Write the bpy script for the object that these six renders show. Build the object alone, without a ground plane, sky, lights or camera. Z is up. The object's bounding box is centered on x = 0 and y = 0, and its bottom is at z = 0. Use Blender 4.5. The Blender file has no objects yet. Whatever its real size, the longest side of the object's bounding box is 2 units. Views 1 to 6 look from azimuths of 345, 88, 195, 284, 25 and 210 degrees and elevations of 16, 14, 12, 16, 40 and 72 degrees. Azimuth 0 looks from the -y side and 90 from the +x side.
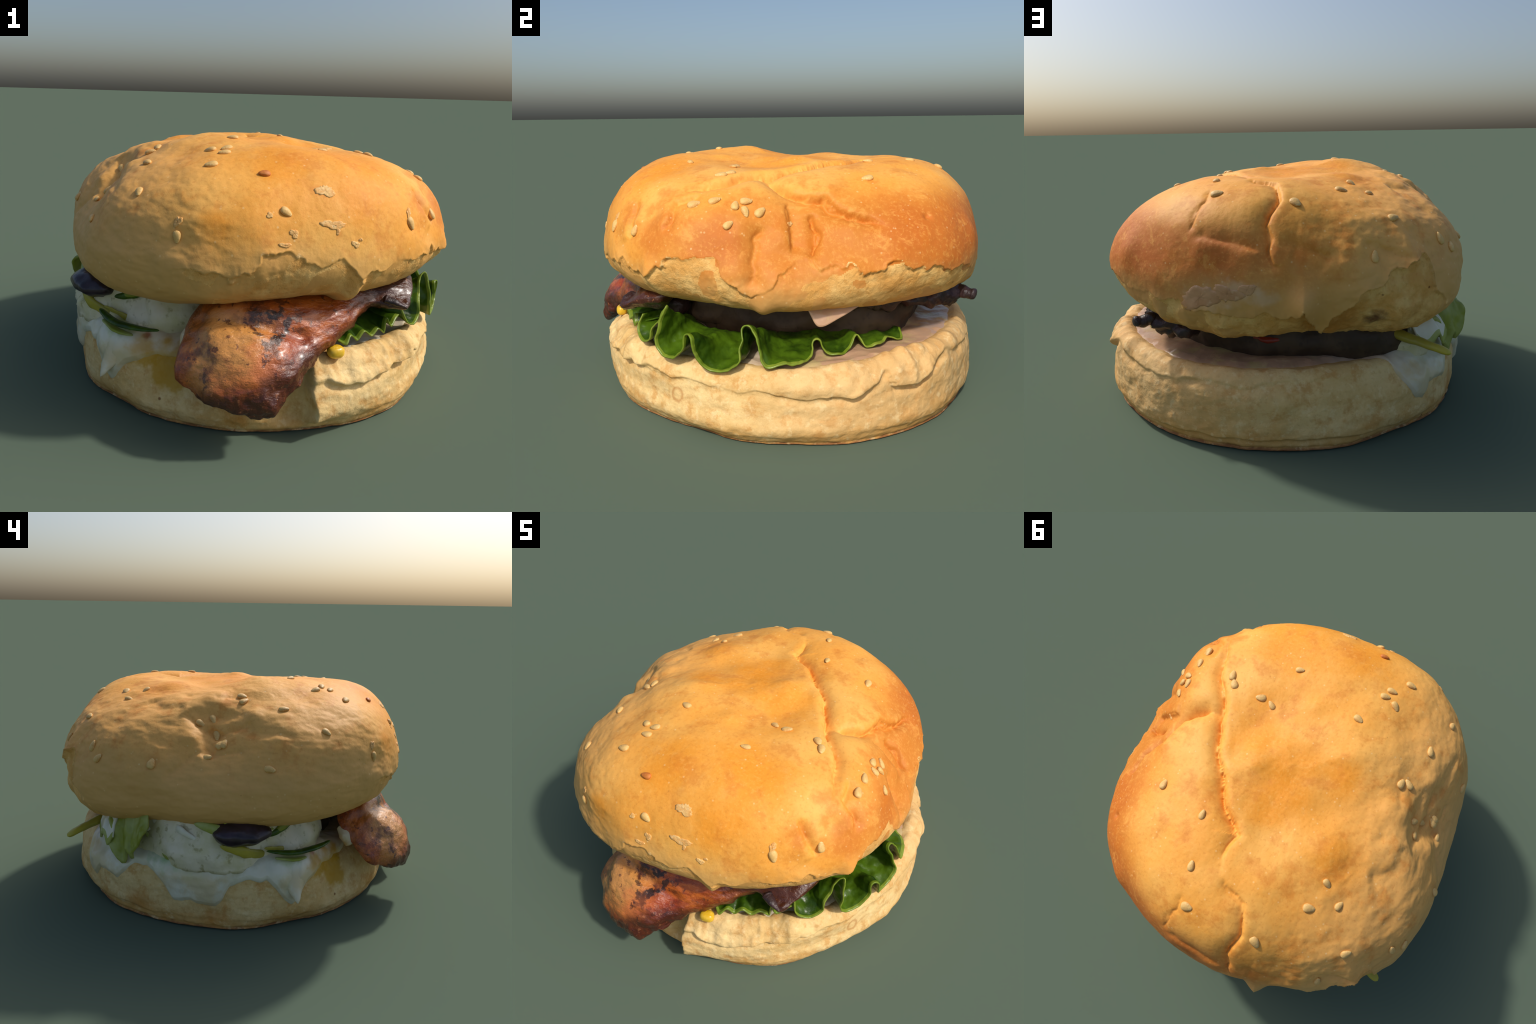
"""A grilled chicken burger: a dented sesame bun over chicken, salad and white sauce.

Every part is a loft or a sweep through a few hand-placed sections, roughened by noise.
Azimuths run anticlockwise from +x, in degrees."""
import bpy, math
import numpy as np
from mathutils import Vector

rng = np.random.default_rng(11)
TAU = 2 * math.pi

# ------------------------------------------------------------------ numeric helpers


def smooth(x):
    x = np.clip(x, 0.0, 1.0)
    return x * x * (3 - 2 * x)


def unit(v):
    return v / np.maximum(np.linalg.norm(v, axis=-1, keepdims=True), 1e-9)


_perm = np.random.default_rng(5).permutation(256)
_perm = np.concatenate([_perm, _perm])
_grad = unit(np.random.default_rng(6).normal(size=(256, 3)))


def perlin(P):
    """Gradient noise at the points P (n,3), roughly -0.7..0.7."""
    P = np.asarray(P, float)
    i = np.floor(P).astype(int)
    f = P - i
    i &= 255
    u = f * f * f * (f * (f * 6 - 15) + 10)
    out = 0
    for a in (0, 1):
        for b in (0, 1):
            for c in (0, 1):
                h = _perm[_perm[_perm[(i[:, 0] + a) & 255] + ((i[:, 1] + b) & 255)] + ((i[:, 2] + c) & 255)]
                d = (_grad[h] * (f - [a, b, c])).sum(1)
                w = (u[:, 0] if a else 1 - u[:, 0]) * (u[:, 1] if b else 1 - u[:, 1]) * (u[:, 2] if c else 1 - u[:, 2])
                out = out + w * d
    return out


def fbm(P, scale, octaves=3, seed=0.0):
    P = np.asarray(P, float) * scale + seed
    return sum(perlin(P * 2 ** k + 17.3 * k) * 0.5 ** k for k in range(octaves))


def spline_open(x, xs, ys):
    """Smooth curve through (xs, ys): monotone cubic in x, ys may have columns."""
    xs, ys = np.asarray(xs, float), np.asarray(ys, float)
    h = np.diff(xs)
    d = (np.diff(ys, axis=0).T / h).T
    m = np.empty_like(ys)
    m[0], m[-1] = d[0], d[-1]
    m[1:-1] = 0.5 * (d[:-1] + d[1:])
    k = np.clip(np.searchsorted(xs, x, side="right") - 1, 0, len(h) - 1)
    t = (x - xs[k]) / h[k]
    t = np.clip(t, 0, 1)
    sh = (slice(None),) + (None,) * (ys.ndim - 1)
    t, hh = t[sh], h[k][sh]
    return (2 * t ** 3 - 3 * t ** 2 + 1) * ys[k] + (t ** 3 - 2 * t ** 2 + t) * hh * m[k] + (3 * t ** 2 - 2 * t ** 3) * ys[k + 1] + (t ** 3 - t ** 2) * hh * m[k + 1]


def spline_ring(az, ys):
    """Periodic Catmull-Rom through equally spaced ys (n, columns) at azimuths az (degrees)."""
    ys = np.asarray(ys, float)
    n = len(ys)
    x = np.mod(np.asarray(az, float), 360) / 360 * n
    k = np.floor(x).astype(int) % n
    t = x - np.floor(x)
    if ys.ndim > 1:
        t = t[:, None]
    a, b, c, d = ys[(k - 1) % n], ys[k], ys[(k + 1) % n], ys[(k + 2) % n]
    return b + 0.5 * t * (c - a + t * (2 * a - 5 * b + 4 * c - d + t * (3 * (b - c) + d - a)))


def ring_lookup(az, pairs):
    """Piecewise-linear periodic lookup of (azimuth, value) pairs."""
    p = sorted(pairs)
    return np.interp(np.mod(az, 360), [q[0] for q in p], [q[1] for q in p], period=360)


def curve3(points, n):
    """n points along a smooth curve through 3D points, evenly by chord."""
    p = np.asarray(points, float)
    s = np.concatenate([[0], np.cumsum(np.linalg.norm(np.diff(p, axis=0), axis=1))])
    return spline_open(np.linspace(0, s[-1], n), s, p)


def grid_normals(P, closed_u=True):
    """Normals of a (nu, nv, 3) grid."""
    if closed_u:
        du = np.roll(P, -1, 0) - np.roll(P, 1, 0)
    else:
        du = np.gradient(P, axis=0)
    dv = np.gradient(P, axis=1)
    return unit(np.cross(du, dv))


# ------------------------------------------------------------------ scene helpers

ROOT = bpy.data.objects.new("chicken_burger", None)
bpy.context.collection.objects.link(ROOT)
ROOT["label"] = "grilled chicken burger in a cracked sesame bun"
ROOT["category"] = "sandwich"


def add_object(name, mesh, parent=None):
    o = bpy.data.objects.new(name, mesh)
    bpy.context.collection.objects.link(o)
    o.parent = parent or ROOT
    return o


def mesh_from(name, verts, faces, mats, slots=None, shade=True):
    me = bpy.data.meshes.new(name)
    verts = np.asarray(verts, float).reshape(-1, 3)
    me.from_pydata(verts.tolist(), [], faces)
    for m in mats:
        me.materials.append(m)
    if slots is not None:
        me.polygons.foreach_set("material_index", np.asarray(slots, dtype=np.int32))
    me.polygons.foreach_set("use_smooth", np.full(len(me.polygons), shade))
    me.update()
    return me


def grid_faces(nu, nv, closed_u=True, flip=False):
    f = []
    for i in range(nu if closed_u else nu - 1):
        j = (i + 1) % nu
        for k in range(nv - 1):
            q = (i * nv + k, j * nv + k, j * nv + k + 1, i * nv + k + 1)
            f.append(q[::-1] if flip else q)
    return f


# ------------------------------------------------------------------ material helpers


def S(r, g, b):
    """sRGB 0-255 to linear rgba."""
    def f(c):
        c /= 255.0
        return c / 12.92 if c <= 0.04045 else ((c + 0.055) / 1.055) ** 2.4
    return (f(r), f(g), f(b), 1.0)


class Mat:
    def __init__(self, name, rough=0.5, spec=0.4):
        self.m = bpy.data.materials.new(name)
        self.m.use_nodes = True
        self.t = self.m.node_tree
        self.b = self.t.nodes["Principled BSDF"]
        self.out = self.t.nodes["Material Output"]
        self.b.inputs["Roughness"].default_value = rough
        self.b.inputs["Specular IOR Level"].default_value = spec
        self.p = self.n("ShaderNodeTexCoord").outputs["Object"]

    def n(self, kind, **kw):
        x = self.t.nodes.new(kind)
        for k, v in kw.items():
            setattr(x, k, v)
        return x

    def link(self, a, b):
        self.t.links.new(a, b)

    def put(self, sock, v):
        if isinstance(v, bpy.types.NodeSocket):
            self.link(v, sock)
        else:
            sock.default_value = v

    def math(self, op, a, b=0.0, c=0.0, clamp=False):
        x = self.n("ShaderNodeMath", operation=op, use_clamp=clamp)
        for s, v in zip(x.inputs, (a, b, c)):
            self.put(s, v)
        return x.outputs[0]

    def noise(self, scale, detail=3.0, rough=0.55, stretch=None, warp=0.0):
        x = self.n("ShaderNodeTexNoise")
        x.inputs["Scale"].default_value = scale
        x.inputs["Detail"].default_value = detail
        x.inputs["Roughness"].default_value = rough
        x.inputs["Distortion"].default_value = warp
        src = self.p
        if stretch:
            mp = self.n("ShaderNodeMapping")
            mp.inputs["Scale"].default_value = stretch
            self.link(src, mp.inputs["Vector"])
            src = mp.outputs[0]
        self.link(src, x.inputs["Vector"])
        return x.outputs["Fac"]

    def band(self, v, lo, hi):
        """0 at lo, 1 at hi (hi may be below lo), smooth."""
        x = self.n("ShaderNodeMapRange", interpolation_type="SMOOTHSTEP")
        self.put(x.inputs["Value"], v)
        flip = hi < lo
        x.inputs["From Min"].default_value = hi if flip else lo
        x.inputs["From Max"].default_value = lo if flip else hi
        x.inputs["To Min"].default_value = 1.0 if flip else 0.0
        x.inputs["To Max"].default_value = 0.0 if flip else 1.0
        return x.outputs["Result"]

    def mix(self, fac, a, b, blend="MIX"):
        x = self.n("ShaderNodeMix", data_type="RGBA", blend_type=blend)
        self.put(x.inputs[0], fac)
        self.put(x.inputs[6], a)
        self.put(x.inputs[7], b)
        return x.outputs[2]

    def axis(self, i):
        x = self.n("ShaderNodeSeparateXYZ")
        self.link(self.p, x.inputs[0])
        return x.outputs[i]

    def blob(self, centre, inner, outer, warp=0.5, scale=7.0, squash=(1, 1, 1)):
        """1 inside a noise-edged ball about centre, 0 outside."""
        v = self.n("ShaderNodeVectorMath", operation="SUBTRACT")
        self.link(self.p, v.inputs[0])
        v.inputs[1].default_value = centre
        w = self.n("ShaderNodeVectorMath", operation="MULTIPLY")
        self.link(v.outputs[0], w.inputs[0])
        w.inputs[1].default_value = squash
        l = self.n("ShaderNodeVectorMath", operation="LENGTH")
        self.link(w.outputs[0], l.inputs[0])
        d = self.math("MULTIPLY_ADD", self.math("SUBTRACT", self.noise(scale, 4), 0.5), warp * outer * 2, l.outputs["Value"])
        return self.band(d, outer, inner)

    def specks(self, scale, size, share):
        x = self.n("ShaderNodeTexVoronoi")
        x.inputs["Scale"].default_value = scale
        self.link(self.p, x.inputs["Vector"])
        near = self.band(x.outputs["Distance"], size, size * 0.4)
        sep = self.n("ShaderNodeSeparateColor")
        self.link(x.outputs["Color"], sep.inputs[0])
        return self.math("MULTIPLY", near, self.math("LESS_THAN", sep.outputs[0], share))

    def bump(self, height, strength, dist=0.01, base=None):
        x = self.n("ShaderNodeBump")
        x.inputs["Strength"].default_value = strength
        x.inputs["Distance"].default_value = dist
        self.link(height, x.inputs["Height"])
        if base is not None:
            self.link(base, x.inputs["Normal"])
        self.link(x.outputs[0], self.b.inputs["Normal"])
        return x.outputs[0]

    def colour(self, c):
        self.put(self.b.inputs["Base Color"], c)

    def translucent(self, c, amount):
        t = self.n("ShaderNodeBsdfTranslucent")
        self.put(t.inputs["Color"], c)
        x = self.n("ShaderNodeMixShader")
        x.inputs[0].default_value = amount
        self.link(self.b.outputs[0], x.inputs[1])
        self.link(t.outputs[0], x.inputs[2])
        self.link(x.outputs[0], self.out.inputs["Surface"])


def scaled(c, k):
    return (c[0] * k, c[1] * k, c[2] * k, 1.0)


# ---- bread

GOLD = S(236, 162, 66)
TAN = S(230, 172, 96)
AMBER = S(230, 142, 24)
RUSSET = S(194, 112, 36)
PALE = S(216, 168, 100)
CRUMB = S(248, 202, 126)  # lightened and warmed: sunlight painted onto the down-turned crumb


def crust_material():
    M = Mat("golden_crust", 0.58, 0.25)
    x, y, z = M.axis(0), M.axis(1), M.axis(2)
    n_big, n_mid, n_fine = M.noise(2.3, 4), M.noise(9, 5, 0.6), M.noise(70, 4, 0.65)
    c = M.mix(M.band(n_big, 0.38, 0.64), GOLD, S(240, 178, 88))
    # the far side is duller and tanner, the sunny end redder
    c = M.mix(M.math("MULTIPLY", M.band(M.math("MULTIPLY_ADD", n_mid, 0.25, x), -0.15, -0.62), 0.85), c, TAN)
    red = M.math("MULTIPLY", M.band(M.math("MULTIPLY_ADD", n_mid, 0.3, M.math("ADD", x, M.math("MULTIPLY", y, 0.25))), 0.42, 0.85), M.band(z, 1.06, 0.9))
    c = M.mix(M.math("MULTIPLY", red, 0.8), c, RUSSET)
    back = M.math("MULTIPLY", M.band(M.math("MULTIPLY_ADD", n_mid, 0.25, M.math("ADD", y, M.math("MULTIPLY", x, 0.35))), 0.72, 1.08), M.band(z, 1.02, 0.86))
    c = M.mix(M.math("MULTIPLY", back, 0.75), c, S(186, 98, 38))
    # amber blushes on the crown
    for ce, r in (((0.13, -0.07, 1.06), 0.24), ((-0.12, 0.03, 1.11), 0.2), ((-0.1, 0.2, 1.08), 0.2), ((-0.32, -0.03, 1.1), 0.13),
                  ((-0.14, -0.64, 1.06), 0.2), ((0.2, -0.56, 1.06), 0.27), ((-0.45, 0.32, 1.08), 0.18), ((0.13, -0.79, 0.93), 0.13), ((-0.44, -0.82, 0.86), 0.09)):
        c = M.mix(M.math("MULTIPLY", M.blob(ce, r * 0.2, r, 0.5, 9), 0.62), c, AMBER)
    for ce, r in (((0.6, -0.52, 0.84), 0.13), ((0.70, -0.3, 0.82), 0.16), ((0.62, 0.45, 0.84), 0.22), ((0.43, -0.66, 0.9), 0.09), ((0.0, 0.96, 0.8), 0.16), ((0.3, 0.88, 0.72), 0.2)):
        c = M.mix(M.math("MULTIPLY", M.blob(ce, r * 0.2, r, 0.6, 11), 0.5), c, S(188, 92, 26))
    # mottling
    c = M.mix(M.math("MULTIPLY", M.band(n_mid, 0.50, 0.68), 0.5), c, S(206, 118, 34))
    c = M.mix(M.math("MULTIPLY", M.band(M.noise(13, 6, 0.7, None, 0.6), 0.54, 0.68), 0.45), c, S(238, 172, 84))
    c = M.mix(M.math("MULTIPLY", M.band(n_fine, 0.5, 0.75), 0.38), c, S(240, 180, 90))
    c = M.mix(M.math("MULTIPLY", M.band(n_fine, 0.48, 0.28), 0.28), c, S(194, 106, 30))
    # pale belly near the cut
    low = M.band(M.math("MULTIPLY_ADD", M.noise(5.5, 6, 0.65), 0.26, M.math("MULTIPLY_ADD", x, 0.10, M.math("MULTIPLY_ADD", y, 0.03, z))), 0.96, 0.76)
    c = M.mix(M.math("MULTIPLY", low, 0.8), c, PALE)
    c = M.mix(M.math("MULTIPLY", M.specks(38, 0.22, 0.22), 0.3), c, S(252, 222, 160))
    c = M.mix(M.math("MULTIPLY", M.specks(17, 0.10, 0.2), 0.35), c, S(250, 226, 170))
    c = M.mix(M.math("MULTIPLY", M.specks(26, 0.10, 0.05), 0.35), c, S(150, 84, 34))
    # smear of sauce at the back
    for ce, r in (((0.02, 0.96, 0.66), 0.12), ((-0.10, 0.97, 0.68), 0.12), ((-0.2, 0.96, 0.66), 0.08)):
        c = M.mix(M.math("MULTIPLY", M.blob(ce, r * 0.25, r, 0.9, 14, (1, 1, 1.7)), 0.4), c, S(226, 196, 168))
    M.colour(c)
    b = M.bump(M.noise(24, 5, 0.6), 0.10, 0.02)
    M.bump(n_fine, 0.14, 0.006, b)
    return M.m


def crumb_material(name="torn_crumb"):
    M = Mat(name, 0.75, 0.2)
    n = M.noise(11, 6, 0.65)
    c = M.mix(M.band(n, 0.35, 0.68), S(232, 172, 92), CRUMB)
    c = M.mix(M.math("MULTIPLY", M.band(M.noise(38, 4, 0.6), 0.55, 0.72), 0.5), c, S(202, 140, 64))
    c = M.mix(M.math("MULTIPLY", M.band(M.noise(5, 3), 0.56, 0.7), 0.45), c, S(206, 140, 62))
    c = M.mix(M.math("MULTIPLY", M.blob((-0.42, 0.86, 0.56), 0.05, 0.22, 0.5, 8), 0.7), c, S(194, 124, 44))
    c = M.mix(M.math("MULTIPLY", M.blob((-0.62, 0.77, 0.56), 0.01, 0.06, 0.9, 16), 0.85), c, S(84, 30, 20))
    c = M.mix(M.math("MULTIPLY", M.specks(17, 0.13, 0.12), 0.8), c, S(120, 66, 26))
    M.colour(c)
    M.bump(M.noise(34, 7, 0.72), 0.6, 0.02)
    return M.m


def heel_material():
    M = Mat("pale_bread", 0.7, 0.25)
    x, y, z = M.axis(0), M.axis(1), M.axis(2)
    n, m, f = M.noise(4.2, 5, 0.6), M.noise(15, 6, 0.65), M.noise(64, 5, 0.65)
    c = M.mix(M.band(n, 0.36, 0.66), S(214, 176, 112), S(230, 198, 138))
    c = M.mix(M.math("MULTIPLY", M.band(m, 0.48, 0.66), 0.65), c, S(196, 140, 70))
    c = M.mix(M.math("MULTIPLY", M.band(f, 0.5, 0.74), 0.4), c, S(232, 204, 150))
    c = M.mix(M.math("MULTIPLY", M.band(f, 0.46, 0.3), 0.25), c, S(176, 130, 72))
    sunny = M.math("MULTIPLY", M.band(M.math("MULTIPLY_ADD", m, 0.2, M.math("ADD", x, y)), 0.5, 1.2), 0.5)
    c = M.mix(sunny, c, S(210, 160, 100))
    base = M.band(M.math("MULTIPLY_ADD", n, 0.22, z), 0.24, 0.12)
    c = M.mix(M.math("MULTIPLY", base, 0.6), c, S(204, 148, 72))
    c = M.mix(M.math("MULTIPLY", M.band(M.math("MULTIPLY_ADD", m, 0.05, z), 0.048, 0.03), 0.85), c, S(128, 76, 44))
    c = M.mix(M.math("MULTIPLY", M.band(M.noise(25, 5, 0.65), 0.54, 0.66), 0.4), c, S(238, 214, 162))
    # ring-shaped blister marks, brown nicks and a mustard stain
    for ce, r in (((0.875, 0.24, 0.10), 0.032), ((0.67, -0.48, 0.17), 0.034)):
        ring = M.math("SUBTRACT", M.blob(ce, r * 0.85, r * 1.15, 0.4, 22), M.blob(ce, r * 0.5, r * 0.85, 0.4, 22))
        c = M.mix(M.math("MULTIPLY", ring, 0.55), c, S(176, 112, 50))
    for ce, r in (((-0.34, -0.83, 0.06), 0.07), ((0.86, 0.1, 0.05), 0.05), ((-0.9, -0.1, 0.07), 0.1), ((-0.93, 0.3, 0.1), 0.09)):
        c = M.mix(M.math("MULTIPLY", M.blob(ce, r * 0.2, r, 0.8, 20), 0.5), c, S(186, 118, 36))
    for ce, r in (((-0.6, -0.62, 0.22), 0.11), ((-0.66, -0.55, 0.28), 0.08), ((-0.55, -0.65, 0.3), 0.07), ((-0.74, -0.5, 0.26), 0.05)):
        c = M.mix(M.math("MULTIPLY", M.blob(ce, r * 0.45, r, 0.9, 14), 0.8), c, S(192, 142, 26))
    c = M.mix(M.math("MULTIPLY", M.specks(11, 0.10, 0.12), 0.8), c, S(120, 66, 26))
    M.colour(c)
    b = M.bump(M.noise(20, 6, 0.65), 0.30, 0.022)
    M.bump(f, 0.22, 0.007, b)
    return M.m


# ---- fillings


def sauce_material():
    M = Mat("white_sauce", 0.28, 0.5)
    n, m = M.noise(5, 4), M.noise(16, 5, 0.6)
    x, y, z = M.axis(0), M.axis(1), M.axis(2)
    c = M.mix(M.band(n, 0.38, 0.66), S(226, 212, 186), S(212, 192, 156))
    pink = M.band(M.math("MULTIPLY_ADD", n, 0.4, M.math("ADD", y, M.math("MULTIPLY", x, 0.55))), 0.15, 0.75)
    c = M.mix(M.math("MULTIPLY", pink, 0.85), c, S(182, 138, 106))  # sauce browned here to paint in the shade between the buns
    c = M.mix(M.math("MULTIPLY", M.band(m, 0.55, 0.72), 0.5), c, S(214, 192, 140))
    c = M.mix(M.math("MULTIPLY", M.band(M.noise(6.5, 5, 0.65), 0.52, 0.66), 0.45), c, S(196, 188, 112))
    left = M.band(M.math("MULTIPLY_ADD", n, 0.2, x), -0.45, -0.72)
    c = M.mix(M.math("MULTIPLY", left, 0.55), c, S(224, 226, 206))
    wash = M.math("MULTIPLY", M.band(M.noise(6, 5, 0.6), 0.42, 0.6), M.band(z, 0.33, 0.26))
    c = M.mix(M.math("MULTIPLY", wash, 0.6), c, S(206, 180, 124))
    for ce, r, col, k in (((0.2, -0.80, 0.29), 0.24, S(228, 222, 206), 0.8), ((-0.6, -0.6, 0.25), 0.13, S(196, 146, 20), 0.85), ((-0.68, -0.52, 0.30), 0.09, S(200, 150, 40), 0.7), ((-0.655, -0.508, 0.335), 0.035, S(150, 66, 16), 0.95),
                          ((-0.55, -0.64, 0.31), 0.10, S(186, 134, 36), 0.8), ((-0.78, -0.42, 0.37), 0.08, S(150, 166, 60), 0.7), ((-0.74, -0.48, 0.37), 0.07, S(120, 140, 50), 0.6),
                          ((-0.9, 0.15, 0.36), 0.12, S(140, 176, 110), 0.8), ((-0.88, 0.02, 0.33), 0.12, S(206, 210, 150), 0.5), ((-0.75, 0.58, 0.27), 0.06, S(200, 164, 90), 0.7),
                          ((-0.9, -0.2, 0.39), 0.15, S(150, 140, 80), 0.7), ((-0.89, 0.1, 0.2), 0.06, S(200, 180, 120), 0.6)):
        c = M.mix(M.math("MULTIPLY", M.blob(ce, r * 0.15, r, 0.8, 15), k), c, col)
    M.colour(c)
    M.b.inputs["Subsurface Weight"].default_value = 0.12
    M.b.inputs["Subsurface Radius"].default_value = (0.05, 0.035, 0.02)
    M.b.inputs["Subsurface Scale"].default_value = 0.4
    M.bump(M.noise(14, 4), 0.3, 0.02)
    return M.m


def chicken_material():
    M = Mat("grilled_chicken", 0.30, 0.5)
    x, y, z = M.axis(0), M.axis(1), M.axis(2)
    n, m, f = M.noise(6, 5, 0.6), M.noise(18, 6, 0.65, (1, 0.6, 0.6)), M.noise(52, 5, 0.65)
    fib = M.noise(9, 5, 0.65, (0.6, 3.5, 3.5))
    c = M.mix(M.band(fib, 0.36, 0.66), S(138, 56, 12), S(190, 98, 30))
    tan = M.blob((-0.40, -0.86, 0.42), 0.06, 0.23, 0.5, 9)
    c = M.mix(M.math("MULTIPLY", tan, 0.9), c, S(214, 150, 78))
    redd = M.blob((-0.16, -0.94, 0.32), 0.05, 0.2, 0.5, 9)
    c = M.mix(M.math("MULTIPLY", redd, 0.7), c, S(142, 44, 10))
    c = M.mix(M.math("MULTIPLY", M.blob((-0.27, -0.95, 0.37), 0.03, 0.13, 0.8, 22), 0.6), c, S(216, 122, 66))
    c = M.mix(M.math("MULTIPLY", M.band(M.math("MULTIPLY_ADD", m, 0.5, n), 0.80, 0.94), 0.75), c, S(78, 26, 10))
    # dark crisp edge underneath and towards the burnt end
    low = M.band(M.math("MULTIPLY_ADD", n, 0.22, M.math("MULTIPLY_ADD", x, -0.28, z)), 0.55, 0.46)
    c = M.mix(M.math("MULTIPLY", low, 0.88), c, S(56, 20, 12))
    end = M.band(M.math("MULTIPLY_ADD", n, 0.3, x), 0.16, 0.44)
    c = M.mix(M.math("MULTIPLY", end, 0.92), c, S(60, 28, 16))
    # char marks
    ch = M.blob((-0.22, -0.84, 0.49), 0.05, 0.19, 0.4, 7)
    spots = M.band(M.noise(19, 4, 0.6), 0.50, 0.58)
    c = M.mix(M.math("MULTIPLY", ch, M.math("MULTIPLY", spots, 0.95)), c, S(30, 22, 22))
    spots2 = M.band(M.noise(26, 3, 0.6), 0.60, 0.66)
    c = M.mix(M.math("MULTIPLY", spots2, 0.8), c, S(62, 24, 18))
    gl = M.math("MULTIPLY", M.band(f, 0.58, 0.72), 0.35)
    c = M.mix(gl, c, S(232, 150, 96))
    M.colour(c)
    b = M.bump(M.noise(22, 5, 0.6, (0.7, 1.6, 1.6)), 0.45, 0.02)
    M.bump(f, 0.4, 0.008, b)
    M.b.inputs["Coat Weight"].default_value = 0.3
    M.b.inputs["Coat Roughness"].default_value = 0.22
    return M.m


def simple(name, stops, scale, rough=0.5, spec=0.4, bump=0.4, bscale=30, extra=None):
    M = Mat(name, rough, spec)
    c = M.mix(M.band(M.noise(scale, 5, 0.6), 0.36, 0.66), stops[0], stops[1])
    if len(stops) > 2:
        c = M.mix(M.math("MULTIPLY", M.band(M.noise(scale * 3.1, 4, 0.6), 0.54, 0.7), 0.6), c, stops[2])
    M.colour(c)
    M.bump(M.noise(bscale, 5, 0.6), bump, 0.01)
    return M


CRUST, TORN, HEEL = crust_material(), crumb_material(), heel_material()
SAUCE, CHICKEN = sauce_material(), chicken_material()
MEAT = simple("seared_meat", (S(58, 42, 28), S(78, 60, 42), S(44, 30, 22)), 7, 0.6).m
CHAR = simple("charred_meat", (S(40, 27, 28), S(62, 34, 32), S(28, 22, 24)), 9, 0.45, 0.5, 0.8, 24).m
SLAW = simple("creamy_salad", (S(226, 214, 184), S(208, 198, 152), S(138, 126, 56)), 8, 0.35, 0.5, 0.5, 18).m  # cream tinted warmer to offset the grey-green shade on this side
PICKLE = simple("pickle_flesh", (S(84, 82, 52), S(104, 98, 70), S(70, 70, 40)), 8, 0.4).m
OLIVE = simple("olive_skin", (S(34, 22, 28), S(58, 40, 50)), 12, 0.28, 0.5, 0.3, 20).m
TOMATO = simple("tomato_flesh", (S(128, 36, 22), S(150, 56, 34), S(104, 26, 18)), 9, 0.3, 0.5).m
CORN = simple("corn_skin", (S(214, 166, 20), S(228, 186, 60)), 20, 0.25, 0.5, 0.1, 20).m
SEED = simple("sesame_hull", (S(226, 184, 112), S(206, 152, 80), S(238, 208, 148)), 26, 0.5, 0.35, 0.3, 60).m
TOAST_SEED = simple("toasted_sesame_hull", (S(204, 122, 52), S(176, 98, 40)), 26, 0.5, 0.35, 0.3, 60).m
FLAKE = simple("crust_flake_skin", (S(236, 190, 120), S(222, 160, 86), S(244, 212, 156)), 22, 0.6, 0.3, 0.4, 60).m


def leaf_material(name, a, b, trans):
    M = Mat(name, 0.34, 0.5)
    c = M.mix(M.band(M.noise(6, 4), 0.36, 0.66), a, b)
    c = M.mix(M.math("MULTIPLY", M.band(M.noise(22, 4, 0.6, (1, 1, 0.4)), 0.54, 0.7), 0.4), c, scaled(b, 1.35))
    M.colour(c)
    M.bump(M.noise(20, 4, 0.6), 0.4, 0.012)
    M.translucent(c, trans)
    return M.m


LEAF = leaf_material("lettuce_green", S(42, 70, 10), S(82, 114, 20), 0.26)  # greens darkened a little for the occlusion baked inside the folds
LEAF_EDGE = leaf_material("lettuce_pale_edge", S(116, 142, 34), S(146, 164, 58), 0.3)
CABBAGE = leaf_material("cabbage_pale", S(190, 196, 116), S(158, 166, 56), 0.25)
STALK = leaf_material("cabbage_stalk", S(196, 182, 62), S(168, 156, 60), 0.2)

# ------------------------------------------------------------------ top bun

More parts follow.
